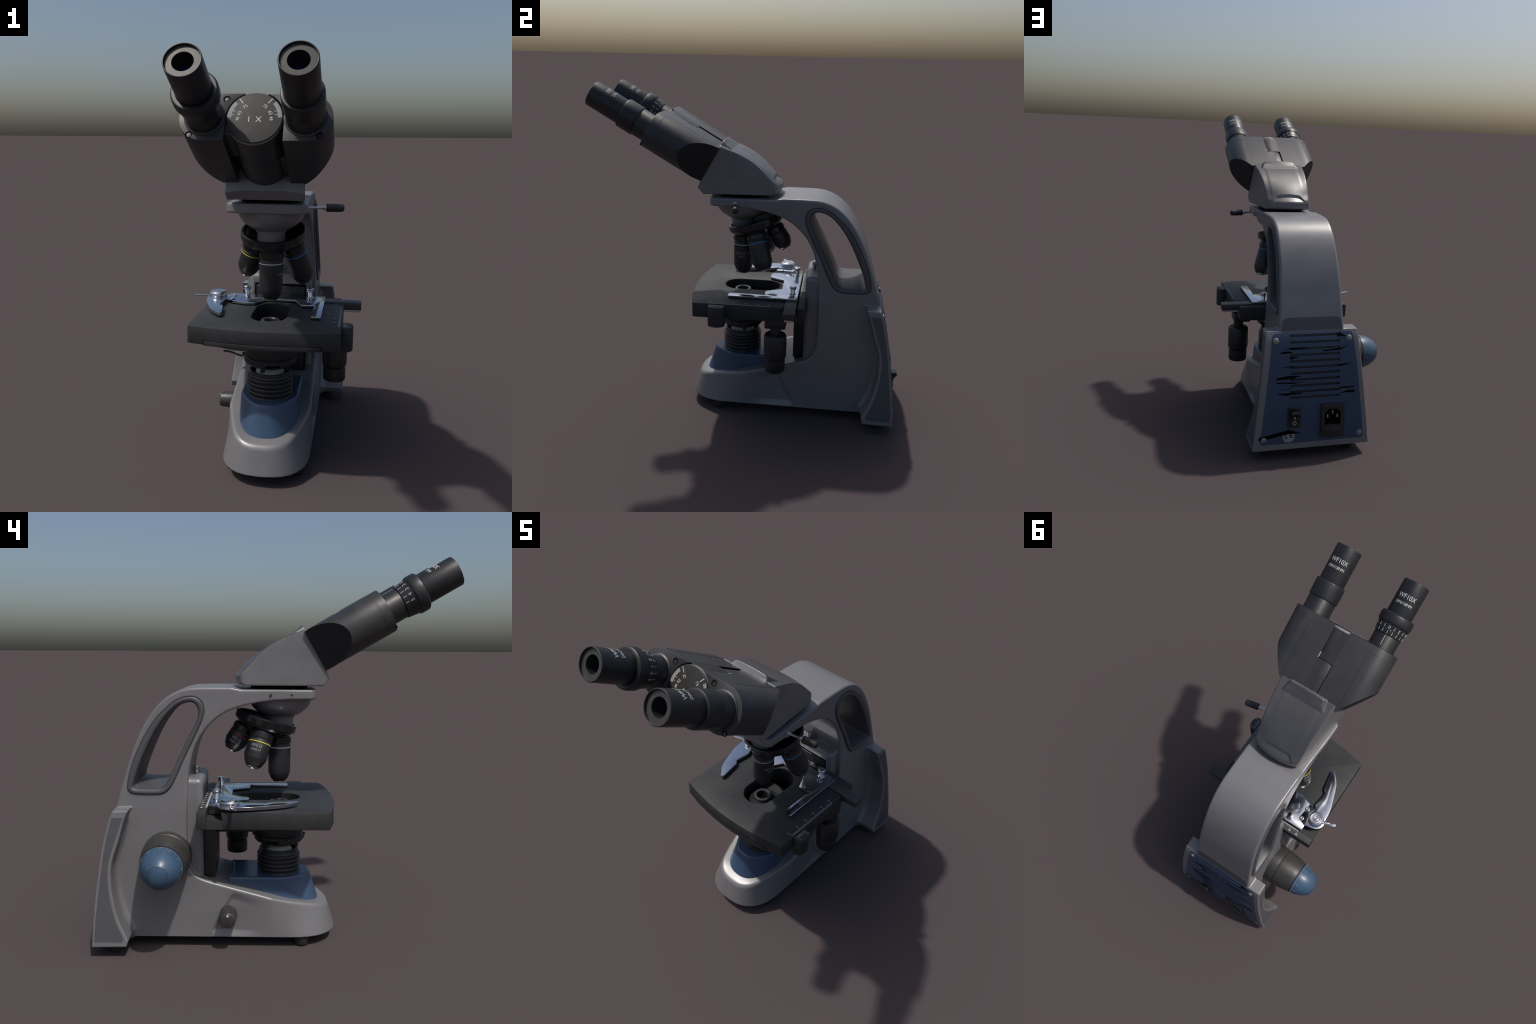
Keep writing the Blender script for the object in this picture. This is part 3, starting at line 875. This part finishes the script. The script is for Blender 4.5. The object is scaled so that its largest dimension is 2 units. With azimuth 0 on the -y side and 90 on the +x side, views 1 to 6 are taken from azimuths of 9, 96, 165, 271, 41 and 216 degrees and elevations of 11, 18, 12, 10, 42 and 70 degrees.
boxes = {}
for sgn in (1, -1):
    b = tube_box(sgn, "prism_box")
    boxes[sgn] = b
    # seam of the front cover: a fine raised line round the shell
    c, cy = sgn * 0.2065, 0.0025
    seam = [(c + sgn * 0.1099 * math.cos(t), cy + 0.1099 * math.sin(t)) for t in np.linspace(-PI / 2, PI / 2, 30)]
    seam += [(sgn * 0.13, 0.1124), (sgn * 0.13, 0.105), (sgn * 0.13, -0.1), (sgn * 0.13, -0.1074)]
    prism("cover_seam", seam, -0.4155, -0.4140, KNOBBLACK, b, HEADM)
    # fixings: shadow in each screw hole drawn as a near-black disc
    for x, n in ((0.122, 0.086), (0.264, -0.080)):
        M = HEADM @ Matrix.Translation((sgn * x, n, -0.372))
        lathe("recess_shadow_disc", [(0.0, 0.0004), (0.0150, 0.0004), (0.0150, -0.003)], DEEP, b, M, 28, 0)
        lathe("recessed_screw", [(0.0, 0.0010), (0.008, 0.0009), (0.0100, 0.0006), (0.0105, 0)], BLACK, b, M @ Matrix.Translation((0.002, -0.0035, 0)), 20, 0)
    # side seam lines of the top cover
    box("cover_line", sgn * 0.183 - 0.0006, sgn * 0.183 + 0.0006, 0.111, 0.1128, -0.735, -0.43, BLACK, b, 0, HEADM)
    for a in (-0.44, -0.725):
        lathe("cover_screw", [(0, 0.0012), (0.004, 0.001), (0.005, 0), (0.005, -0.003)], KNOBBLACK, b,
              HEADM @ frame((sgn * 0.196, 0.1115, a), (0, 1, 0)), 14, 0)

# hinge barrel between the boxes: one knuckle for each side
def barrel(name, a0, a1, parent, r=0.115):
    return lathe(name, [(0, a0), (r, a0), (r, a1), (0, a1)], BLOCKBLACK, parent, HEADM @ Matrix.Translation((0, -0.004, 0)), 72, 0.002)
barrel("hinge_knuckle", -0.5685, -0.3885, boxes[-1])
barrel("hinge_knuckle", -0.757, -0.5705, boxes[1])
box("hinge_web", -0.135, -0.085, -0.075, 0.085, -0.565, -0.385, BLOCKBLACK, boxes[-1], 0.003, HEADM)
box("hinge_web", 0.085, 0.135, -0.075, 0.085, -0.755, -0.575, BLOCKBLACK, boxes[1], 0.003, HEADM)
lathe("hinge_core", [(0, -0.80), (0.100, -0.80), (0.100, -0.40), (0, -0.40)], FLAT, boxes[1], HEADM @ Matrix.Translation((0, -0.004, 0)), 48)
box("hinge_lip", 0.0462, 0.0485, 0.104, 0.1130, -0.566, -0.535, PALE, boxes[1], 0.0, HEADM)

# interpupillary dial
DM = HEADM @ Matrix.Translation((0, -0.004, 0))
dial = lathe("distance_dial", [(0, -0.3885), (0.1120, -0.3885), (0.1120, -0.374), (0.1150, -0.374), (0.1150, -0.369), (0.112, -0.3675), (0, -0.3675)], DIALGREY, root, DM, 80, 0.0008)
lathe("dial_rim", [(0.1122, -0.388), (0.1155, -0.3875), (0.1155, -0.3755), (0.1122, -0.375)], DIMWHITE, dial, DM, 72, 0)
def radial(ang, r0, r1, w):
    return (ang, r0, r1, w)
tk = [radial(52, 0.083, 0.111, 0.0018)]
for i, a in enumerate(np.linspace(40, 1, 18)):
    long = i in (9, 14)
    tk.append(radial(a, 0.084 if long else 0.095, 0.112, 0.0009))
bm = bmesh.new()
for ang, r0, r1, w in tk:
    for mir in (1, -1):
        t = math.radians(ang)
        u = Vector((mir * math.cos(t), math.sin(t), 0)); v = Vector((-u.y, u.x, 0))
        c = [u * r + v * s for r, s in ((r0, -w), (r1, -w), (r1, w), (r0, w))]
        top = [bm.verts.new((p.x, p.y, -0.3668)) for p in c]; low = [bm.verts.new((p.x, p.y, -0.3682)) for p in c]
        bm.faces.new(top)
        for i in range(4):
            bm.faces.new((top[i], top[(i + 1) % 4], low[(i + 1) % 4], low[i]))
bmesh.ops.recalc_face_normals(bm, faces=bm.faces[:])
o = mesh_object("dial_scale", bm, WHITE, dial, DM, flat=True); o["kind"] = "stuff"
for txt, x, n, rot, size in (("75", 0.040, 0.051, -38, 0.021), ("75", -0.041, 0.050, 38, 0.021), ("65", 0.063, 0.021, -68, 0.021), ("65", -0.062, 0.020, 62, 0.021),
                            ("48", 0.068, -0.005, -84, 0.019), ("48", -0.069, -0.007, 80, 0.019), ("I", -0.022, -0.010, 0, 0.036), ("X", 0.018, -0.010, 0, 0.036)):
    letters("dial_numeral", txt, size, WHITE, dial, DM @ Matrix.Translation((x, n, -0.3672)) @ Matrix.Rotation(math.radians(rot), 4, 'Z'))

# eyepieces: tube, ring, neck; lettering on the upper side
TXT = Matrix(((-1, 0, 0, 0), (0, 0, 1, 0), (0, 1, 0, 0), (0, 0, 0, 1)))   # reads -x, up = +a, faces +n
INV = Matrix(((1, 0, 0, 0), (0, 0, 1, 0), (0, -1, 0, 0), (0, 0, 0, 1)))   # reads +x, up = -a, faces +n
for sgn in (1, -1):
    EM = HEADM @ Matrix.Translation((sgn * 0.2065, 0, 0))
    eye = lathe("eyepiece", [(0.060, -0.21), (0.0735, -0.205), (0.0735, 0.003), (0.0715, 0.006), (0.0685, 0.006), (0.0672, 0.003), (0.0672, -0.004), (0.0655, -0.0055),
                             (0.0415, -0.0055), (0.0400, -0.008), (0.0395, -0.03), (0.033, -0.075)], BLACK, root, EM, 72, 0.0008)
    lathe("eye_face", [(0.0668, -0.0048), (0.0415, -0.0048), (0.0408, -0.007)], KNOBBLACK, eye, EM, 72, 0)
    lathe("eye_lens", [(0.034, -0.078), (0.034, -0.070), (0.025, -0.064), (0.012, -0.061), (0, -0.060)], DARKLENS, eye, EM, 40, 0)
    top = EM @ Matrix.Translation((0, 0.0735, 0))
    letters("eyepiece_lettering", "WF10X", 0.034, WHITE, eye, top @ Matrix.Translation((0, 0, -0.080)) @ TXT, wrap(0.0735), stretch=0.95)
    letters("eyepiece_lettering", "DIN/18MM", 0.0215, WHITE, eye, top @ Matrix.Translation((0, 0, -0.117)) @ TXT, wrap(0.0735), stretch=1.0)
    if sgn > 0:
        lathe("eyepiece_sleeve", [(0.060, -0.195), (0.0825, -0.195), (0.0855, -0.199), (0.0855, -0.287), (0.083, -0.291), (0.06, -0.291)], BLACK, eye, EM, 72, 0.002)
        lathe("eyepiece_neck", [(0.06, -0.285), (0.0805, -0.285), (0.0805, -0.368), (0.089, -0.370), (0.089, -0.374)], BLACK, eye, EM, 72, 0.001)
    else:
        # focusing ring: knurled crown and a tapering skirt with the dioptre scale
        ring = lathe("diopter_ring", [(0.075, -0.178), (0.088, -0.178), (0.0935, -0.183), (0.0952, -0.190), (0.0952, -0.224), (0.0935, -0.231), (0.0895, -0.233),
                                      (0.0885, -0.236), (0.0808, -0.291), (0.0790, -0.293), (0.074, -0.293)], BLACK, eye, EM, 120, 0,
                     ripple=lambda i, k: 1 + (0.006 if (k % 2 and i in (3, 4)) else 0), angle=28)
        lathe("eyepiece_neck", [(0.06, -0.285), (0.0765, -0.285), (0.0765, -0.366), (0.086, -0.369), (0.086, -0.374)], BLACK, eye, EM, 72, 0.001)
        r0 = 0.0846
        for j in range(-5, 6):
            R = EM @ Matrix.Rotation(j * math.radians(19.5), 4, 'Z')
            M = R @ Matrix.Translation((0, 0.0862, -0.253)) @ Matrix.Rotation(-0.135, 4, 'X') @ INV
            letters("diopter_numeral", str(abs(j)), 0.024, WHITE, ring, M, depth=0.002)
            M2 = R @ Matrix.Translation((0, 0.0823, -0.279)) @ Matrix.Rotation(-0.135, 4, 'X')
            box("diopter_tick", -0.0011, 0.0011, -0.001, 0.0009, -0.0095, 0.0095, WHITE, ring, 0, M2)
        box("index_line", -0.0012, 0.0012, 0.0755, 0.0773, -0.352, -0.297, WHITE, eye, 0, EM)
        letters("diopter_sign", "+", 0.016, WHITE, ring, EM @ Matrix.Rotation(math.radians(9), 4, 'Z') @ Matrix.Translation((0, 0.0848, -0.266)) @ Matrix.Rotation(-0.135, 4, 'X') @ INV, depth=0.002)
        letters("diopter_sign", "-", 0.018, WHITE, ring, EM @ Matrix.Rotation(math.radians(-9), 4, 'Z') @ Matrix.Translation((0, 0.0848, -0.266)) @ Matrix.Rotation(-0.135, 4, 'X') @ INV, depth=0.002)

# ------------------------------------------------------------------ nosepiece
NX, NY = 0.040, -0.062
bowl = [(0.0, 1.33), (0.168, 1.33), (0.166, 1.308), (0.158, 1.285), (0.143, 1.263), (0.120, 1.243), (0.098, 1.229), (0.080, 1.221), (0.0765, 1.217), (0.0765, 1.212),
        (0.070, 1.211), (0.070, 1.15), (0, 1.15)]
nosepiece = lathe("nosepiece", bowl, GREY, root, Matrix.Translation((NX, NY, 0)), 72, 0.001)
T = math.radians(17)
TD = Vector((0, math.sin(T), -math.cos(T)))           # turret axis, pointing down
TC = Vector((NX, 0.006, 1.214))                       # centre of the rim's top
TM = frame(TC, TD, (1, 0, 0))
turret = lathe("turret", [(0.0, 0.022), (0.145, 0.016), (0.150, 0.003), (0.160, 0.0), (0.1655, 0.003), (0.1665, 0.010), (0.1665, 0.012), (0.1665, 0.038), (0.163, 0.043), (0.155, 0.046),
                          (0.150, 0.056), (0.128, 0.066), (0.085, 0.105), (0.05, 0.115), (0, 0.117)], TURRET, nosepiece, TM, 128, 0,
               ripple=lambda i, k: 1 - (0.010 if (k % 8 < 2 and i in (6, 7)) else 0), angle=30)
lathe("turret_dish_shade", [(0.0, 0.0205), (0.1445, 0.0146), (0.1495, 0.0022), (0.152, 0.002)], DEEP, turret, TM, 96, 0)  # near-black skin over the dish, darkening it to look out of the sun

def objective(phi, length, band, texts, r=0.0595, has_tip=True):
    """One objective on the turret's cone; phi = 0 is the working position in front."""
    ca, sa = math.cos(T), math.sin(T)
    out = Vector((math.sin(phi), 0, 0)) + Vector((0, -math.cos(T), -math.sin(T))) * math.cos(phi)
    d = (TD * ca + out * sa).normalized()
    base = TC + TD * 0.092 + out * 0.0975
    M = frame(base, d, out.cross(d))
    L = length
    prof = [(0.0, -0.045), (0.050, -0.045), (0.050, -0.012), (0.0605, -0.008), (0.0605, 0.022), (0.0585, 0.025), (0.0565, 0.027), (0.0565, 0.030), (r, 0.033),
            (r, L - 0.052), (0.0575, L - 0.045), (0.044, L - 0.014), (0.036, L - 0.009), (0.0355, L - 0.004)]
    ob = lathe("objective", prof + [(0, L - 0.004)], BLACK, nosepiece, M, 56, 0.0008, angle=30)
    lathe("objective_tip", [(0.036, L - 0.010), (0.0345, L - 0.004), (0.0335, L), (0.026, L + 0.001), (0.022, L - 0.003), (0.010, L - 0.004), (0, L - 0.004)], CHROME, ob, M, 40, 0)
    lathe("colour_band", [(r - 0.002, 0.0425), (r + 0.0007, 0.0430), (r + 0.0007, 0.0475), (r - 0.002, 0.048)], band, ob, M, 56, 0)
    lathe("knurl_ring", [(0.0600, -0.006), (0.0620, -0.004), (0.0620, 0.018), (0.0600, 0.020)], TURRET, ob, M, 96, 0,
          ripple=lambda i, k: 1 + (0.008 if k % 2 and i in (1, 2) else 0), angle=25)
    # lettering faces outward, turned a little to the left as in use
    for (s, size, h), ang in texts:
        W = M @ Matrix.Rotation(ang, 4, 'Z') @ Matrix(((0, 0, 1, 0), (-1, 0, 0, 0), (0, -1, 0, 0), (0, 0, 0, 1))) 
        # local x reads along -y, y up = -z (towards the turret), z out = x
        letters("objective_lettering", s, size, DIMWHITE, ob, W @ Matrix.Translation((0, -h, r)), wrap(r))
    return ob
objective(0, 0.2325, PALE, [(("100/1.25 Oil", 0.0195, 0.098), 0.0), (("160/0.17", 0.0150, 0.119), 0.0)])
objective(PI / 2, 0.2130, LIGHTBLUE, [(("40/0.65", 0.0195, 0.080), -PI / 2), (("160/0.17", 0.0150, 0.101), -PI / 2)])
objective(-PI / 2, 0.178, YELLOW, [(("10/0.25", 0.0215, 0.068), math.radians(104)), (("160/0.17", 0.0165, 0.090), math.radians(104))])
objective(PI, 0.140, RED, [(("4/0.10", 0.0215, 0.068), 0.1), (("160/0.17", 0.0165, 0.090), 0.1)])

# ------------------------------------------------------------------ stage
SX = 0.035
SZ = 0.780
def stage_front():
    R = 1.42
    xs = np.linspace(-0.3665, 0.3665, 25)
    yc = -0.352 + R
    return [(SX + x, yc - math.sqrt(R * R - x * x)) for x in xs]
arc = stage_front()
outline = [(arc[0][0], 0.225)] + arc + [(arc[-1][0], 0.225)]
opening = stadium(0.033, -0.083, 0.083, 0.091)
stage = mesh_object("stage", prism_bm(outline, 0.692, SZ, holes=[opening], bevel=0.0035, seg=2), STAGE, root, angle=30)
prism("opening_shade_liner", stadium(0.033, -0.083, 0.083, 0.0915), 0.6935, 0.7765, FLAT, stage, holes=[stadium(0.033, -0.083, 0.083, 0.0897)])  # thin black sleeve so the opening's wall reads as unlit
# rear rail of the stage and the floor of the guide channel
box("stage_rear_rail", SX - 0.3725, SX + 0.352, 0.306, 0.353, 0.692, SZ, STAGE, stage, 0.006)
prism("guide_channel", [(0.215, 0.70), (0.225, 0.6925), (0.312, 0.6925), (0.312, 0.742), (0.300, 0.742), (0.250, 0.735), (0.215, 0.738)], -0.331, 0.385, STAGE, stage,
      Matrix(((0, 0, 1, 0), (1, 0, 0, 0), (0, 1, 0, 0), (0, 0, 0, 1))))
# chamfered dovetail block at the left end
prism("dovetail_cheek", [(0.215, 0.778), (0.232, 0.778), (0.224, 0.738), (0.215, 0.73)], -0.331, 0.385, STAGE, stage,
      Matrix(((0, 0, 1, 0), (1, 0, 0, 0), (0, 1, 0, 0), (0, 0, 0, 1))))
# apron let into the lower front edge
apx0, apx1 = -0.245, 0.312
R = 1.42
fy = lambda x: -0.352 + R - math.sqrt(R * R - (x - SX) ** 2)
ap = [(x, fy(x) - 0.0007) for x in np.linspace(apx0, apx1, 22)]
prism("stage_apron", [(apx0, -0.20)] + ap + [(apx1, -0.20)], 0.6895, 0.7135, STAGE, stage, bevel=0.0015)
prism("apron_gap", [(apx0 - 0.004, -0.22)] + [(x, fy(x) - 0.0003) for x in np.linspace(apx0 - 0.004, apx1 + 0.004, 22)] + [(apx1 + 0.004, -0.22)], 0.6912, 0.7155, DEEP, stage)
# undercarriage
box("stage_carriage", -0.20, 0.30, -0.22, 0.30, 0.672, 0.694, STAGE, stage, 0.004)
box("stage_bracket_plate", -0.10, 0.20, 0.10, 0.345, 0.640, 0.694, BLACK, stage, 0.006)
bracket = prism("stage_bracket", rounded([(0.276, 0.70), (0.276, 0.372), (0.300, 0.350), (0.362, 0.40), (0.384, 0.46), (0.384, 0.84), (0.340, 0.84), (0.340, 0.70)],
                [0, 0.01, 0.03, 0.05, 0.05, 0.004, 0.004, 0.0], 4), -0.100, 0.178, BLACK, root, Matrix(((0, 0, 1, 0), (1, 0, 0, 0), (0, 1, 0, 0), (0, 0, 0, 1))), bevel=0.003)
box("left_wedge", -0.215, -0.10, -0.10, 0.10, 0.652, 0.690, BLACK, stage, 0.006)

# printed scales
sb = []
for i in range(51):
    y = -0.205 + i * 0.0070
    L = 0.020 if i % 10 == 0 else (0.014 if i % 5 == 0 else 0.010)
    sb.append((0.397 - L - 0.002, 0.395, y - 0.0011, y + 0.0011, SZ - 0.001, SZ + 0.0007))
sb.append((0.3915, 0.3950, -0.206, 0.146, SZ - 0.001, SZ + 0.0007))
group_boxes("stage_scale", sb, DIMWHITE, stage)
for i in range(6):
    M = Matrix.Translation((0.366, -0.205 + i * 0.070, SZ)) @ Matrix.Rotation(math.radians(90), 4, 'Z')
    letters("stage_numeral", str(i * 10), 0.016, DIMWHITE, stage, M, depth=0.0014)
sb = []
for i in range(81):
    x = 0.200 - i * 0.00535
    L = 0.018 if i % 10 == 0 else (0.013 if i % 5 == 0 else 0.009)
    sb.append((x - 0.0008, x + 0.0008, 0.3075, 0.3075 + L, SZ - 0.001, SZ + 0.0007))
sb.append((-0.230, 0.202, 0.3075, 0.3092, SZ - 0.001, SZ + 0.0007))
group_boxes("rail_scale", sb, WHITE, stage)
for i in range(9):
    M = Matrix.Translation((0.200 - i * 0.0535 - 0.003, 0.3375, SZ)) @ Matrix.Rotation(math.radians(180), 4, 'Z')
    letters("rail_numeral", str(i * 10), 0.017, WHITE, stage, M, depth=0.0014)

# vernier block on the right edge
vb = prism("vernier_block", [(0.402, -0.208)] + [(0.428 + 0.030 * math.cos(t), -0.159 + 0.049 * math.sin(t)) for t in np.linspace(-PI / 2, PI / 2, 22)] + [(0.402, -0.110)], 0.656, 0.7765, STAGE, stage, bevel=0.002)
group_boxes("vernier_scale", [(0.412, 0.426 if i % 5 else 0.432, -0.190 + i * 0.0062, -0.1885 + i * 0.0062, 0.775, 0.7772) for i in range(11)]
            + [(0.411, 0.4125, -0.190, -0.1265, 0.775, 0.7772)], DIMWHITE, vb)
for t, y in (("0", -0.190), ("10", -0.127)):
    letters("vernier_numeral", t, 0.015, DIMWHITE, vb, Matrix.Translation((0.440, y, 0.7768)) @ Matrix.Rotation(PI / 2, 4, 'Z'))

# coaxial stage drive
KX, KY = 0.361, 0.182
knurl = lambda ids: (lambda i, k: 1 - (0.018 if (k % 4 == 0 and i in ids) else 0))
drive = lathe("stage_drive_knob", [(0.03, 0.603), (0.054, 0.600), (0.061, 0.596), (0.0665, 0.586), (0.0665, 0.460), (0.064, 0.452), (0.050, 0.450)], BLACK, stage,
              Matrix.Translation((KX, KY, 0)), 144, 0, knurl((3, 4)), 30)
lathe("stage_cross_knob", [(0.048, 0.452), (0.055, 0.443), (0.0605, 0.439), (0.0605, 0.374), (0.057, 0.367), (0.0, 0.366)], BLACK, stage,
      Matrix.Translation((KX, KY, 0)), 144, 0, knurl((2, 3)), 30)
lathe("drive_shaft", [(0, 0.59), (0.0325, 0.59), (0.0325, 0.66), (0, 0.66)], BLACK, drive, Matrix.Translation((KX, KY, 0)), 32, 0.001)
prism("drive_housing", rounded([(0.29, 0.120), (0.400, 0.120), (0.400, 0.242), (0.29, 0.242)], 0.012, 4), 0.645, 0.70, BLACK, stage, bevel=0.003)

# ------------------------------------------------------------------ slide holder
rail = box("slide_rail", -0.235, 0.495, 0.233, 0.301, 0.745, 0.7855, BLOCKBLACK, stage, 0.002)
box("slide_rail_rack", 0.10, 0.490, 0.240, 0.292, 0.733, 0.7445, STEEL, rail, 0.001)
ZB, ZT = 0.7858, 0.7985
holder = [(0.298, -0.114), (0.298, 0.299), (-0.245, 0.299), (-0.245, 0.256), (-0.196, 0.235), (-0.199, 0.124), (-0.120, 0.098), (-0.070, 0.103), (-0.022, 0.192),
          (0.137, 0.195), (0.180, 0.100), (0.243, 0.099), (0.247, 0.112), (0.255, 0.110), (0.257, 0.094), (0.249, 0.086), (0.247, -0.114)]
hold = prism("slide_holder", holder, ZB, ZT, POLISH, rail, bevel=0.0015, seg=2)
# sprung finger
prism("pivot_plate", rounded([(-0.188, 0.238), (-0.200, 0.121), (-0.245, 0.140), (-0.310, 0.135), (-0.335, 0.19), (-0.31, 0.25), (-0.243, 0.262)], [0.006, 0.006, 0.02, 0.03, 0.03, 0.02, 0.006]), ZT - 0.001, 0.8030, POLISH, hold, bevel=0.001)
finger = (smooth_path([(-0.197, -0.143), (-0.205, -0.152), (-0.217, -0.147), (-0.262, -0.095), (-0.287, -0.045), (-0.315, 0.035), (-0.330, 0.082), (-0.338, 0.140), (-0.336, 0.185)], n=5)
          + smooth_path([(-0.330, 0.210), (-0.300, 0.238), (-0.265, 0.236), (-0.240, 0.212)], n=5)
          + smooth_path([(-0.236, 0.150), (-0.244, 0.136), (-0.232, 0.108), (-0.236, 0.060), (-0.240, 0.010), (-0.232, 0.0), (-0.219, -0.014)], n=4))
fing = prism("spring_finger", finger, ZB + 0.004, ZT + 0.0095, POLISH, rail, bevel=0.003, seg=3)
thumb = lathe("finger_pivot", [(0, 0.795), (0.052, 0.795), (0.052, 0.803), (0.047, 0.805), (0.047, 0.809), (0.0495, 0.812), (0.0495, 0.822), (0.046, 0.829), (0.037, 0.8355),
                               (0.034, 0.8345), (0.015, 0.8345), (0.013, 0.836), (0, 0.836)], CHROME, fing, Matrix.Translation((-0.287, 0.192, 0)), 48, 0.0008)
lathe("finger_guard", [(0.0, 0.797), (0.060, 0.797), (0.060, 0.801), (0.0, 0.801)], STEEL, fing, Matrix.Translation((-0.287, 0.192, 0)), 48, 0.0008)
for x, y in ((-0.202, 0.160), (-0.205, 0.233)):
    lathe("holder_screw", [(0.014, 0.801), (0.014, 0.805), (0.011, 0.8065), (0.006, 0.8065), (0.005, 0.804), (0, 0.804)], CHROME, hold, Matrix.Translation((x, y, 0)), 24, 0.0005)
lev_pts = [(-0.330, 0.182, 0.806), (-0.352, 0.178, 0.807), (-0.372, 0.170, 0.809), (-0.412, 0.160, 0.8115)]
bm = bmesh.new()
prev = None
for i, (x, y, z) in enumerate(lev_pts):
    w = (0.010, 0.010, 0.0115, 0.0115)[i]
    ring = [bm.verts.new(p) for p in ((x - 0.002, y - w, z - 0.003), (x + 0.002, y + w, z - 0.003), (x + 0.002, y + w, z + 0.0035), (x - 0.002, y - w, z + 0.0035))]
    if prev:
        for k in range(4):
            bm.faces.new((prev[k], prev[(k + 1) % 4], ring[(k + 1) % 4], ring[k]))
    else:
        bm.faces.new(ring[::-1])
    prev = ring
bm.faces.new(prev)
bmesh.ops.recalc_face_normals(bm, faces=bm.faces[:])
soft_bevel(bm, 0.001, 2)
mesh_object("finger_lever", bm, CHROME, fing)
for x, y in ((0.214, 0.266), (-0.139, 0.267)):
    lathe("holder_screw_post", [(0, 0.797), (0.021, 0.797), (0.021, 0.800), (0.014, 0.802), (0.013, 0.828), (0.0125, 0.829), (0.0195, 0.831), (0.0205, 0.834), (0.0205, 0.846), (0.0185, 0.850),
                                (0.013, 0.8515), (0, 0.851)], CHROME, hold, Matrix.Translation((x, y, 0)), 32, 0.0006)

# height stop screw on the carrier
lathe("stop_screw", [(0, 0.90), (0.022, 0.903), (0.022, 0.908), (0.009, 0.912), (0.0085, 0.926), (0.015, 0.929), (0.0165, 0.932), (0.0165, 0.958), (0.014, 0.962), (0, 0.962)], CHROME, root,
      Matrix.Translation((0.012, 0.384, -0.012)), 28, 0.0006)

# ------------------------------------------------------------------ condenser
CM = Matrix.Translation((0.040, -0.061, 0))
cond = lathe("condenser", [(0.0, 0.520), (0.088, 0.520), (0.094, 0.522), (0.126, 0.537), (0.134, 0.546), (0.135, 0.572), (0.132, 0.576), (0.127, 0.578), (0.127, 0.582), (0.131, 0.586), (0.131, 0.632),
                           (0.128, 0.640), (0.11, 0.660), (0.11, 0.70), (0.078, 0.700), (0.077, 0.722), (0.054, 0.742), (0.052, 0.752), (0.048, 0.756), (0.036, 0.756), (0.033, 0.753),
                           (0.032, 0.715), (0.0, 0.710)], BLACK, root, CM, 80, 0.0012, angle=28)
lathe("condenser_ring", [(0.049, 0.7555), (0.047, 0.7575), (0.037, 0.7575), (0.035, 0.7555)], KNOBBLACK, cond, CM, 48, 0)
lathe("condenser_bore_shade", [(0.0325, 0.725), (0.02, 0.723), (0.0, 0.722)], DEEP, cond, CM, 32, 0)  # black disc modelled for the darkness down the bore
for a in (0, 90, 180, 270):
    t = math.radians(a + 2)
    M = CM @ Matrix.Rotation(t, 4, 'Z')
    box("condenser_lug", 0.128, 0.1445, -0.008, 0.008, 0.561, 0.576, BLACK, cond, 0.002, M)
for a in (60, 180, 300):
    M = CM @ Matrix.Rotation(math.radians(a + 75), 4, 'Z')
    box("filter_clip", 0.088, 0.108, -0.010, 0.010, 0.505, 0.53, BLACK, cond, 0.002, M)
    box("condenser_slot", 0.1315, 0.1362, -0.035, 0.035, 0.546, 0.556, DEEP, cond, 0.0005, M @ Matrix.Rotation(0.5, 4, 'Z'))
bm = bmesh.new()
path = smooth_path([(-0.095, -0.118, 0.574), (-0.125, -0.112, 0.580), (-0.160, -0.104, 0.588), (-0.197, -0.098, 0.589)], n=5)
prev = None
for p in path:
    ring = [bm.verts.new((p[0], p[1] + 0.005 * math.cos(t), p[2] + 0.005 * math.sin(t))) for t in np.linspace(0, 2 * PI, 10, endpoint=False)]
    if prev:
        for k in range(10):
            bm.faces.new((prev[k], prev[(k + 1) % 10], ring[(k + 1) % 10], ring[k]))
    else:
        bm.faces.new(ring)
    prev = ring
bm.faces.new(prev)
bmesh.ops.recalc_face_normals(bm, faces=bm.faces[:])
mesh_object("diaphragm_lever", bm, BLACK, cond)
box("condenser_arm", 0.0, 0.10, 0.03, 0.30, 0.585, 0.650, BLACK, cond, 0.005)
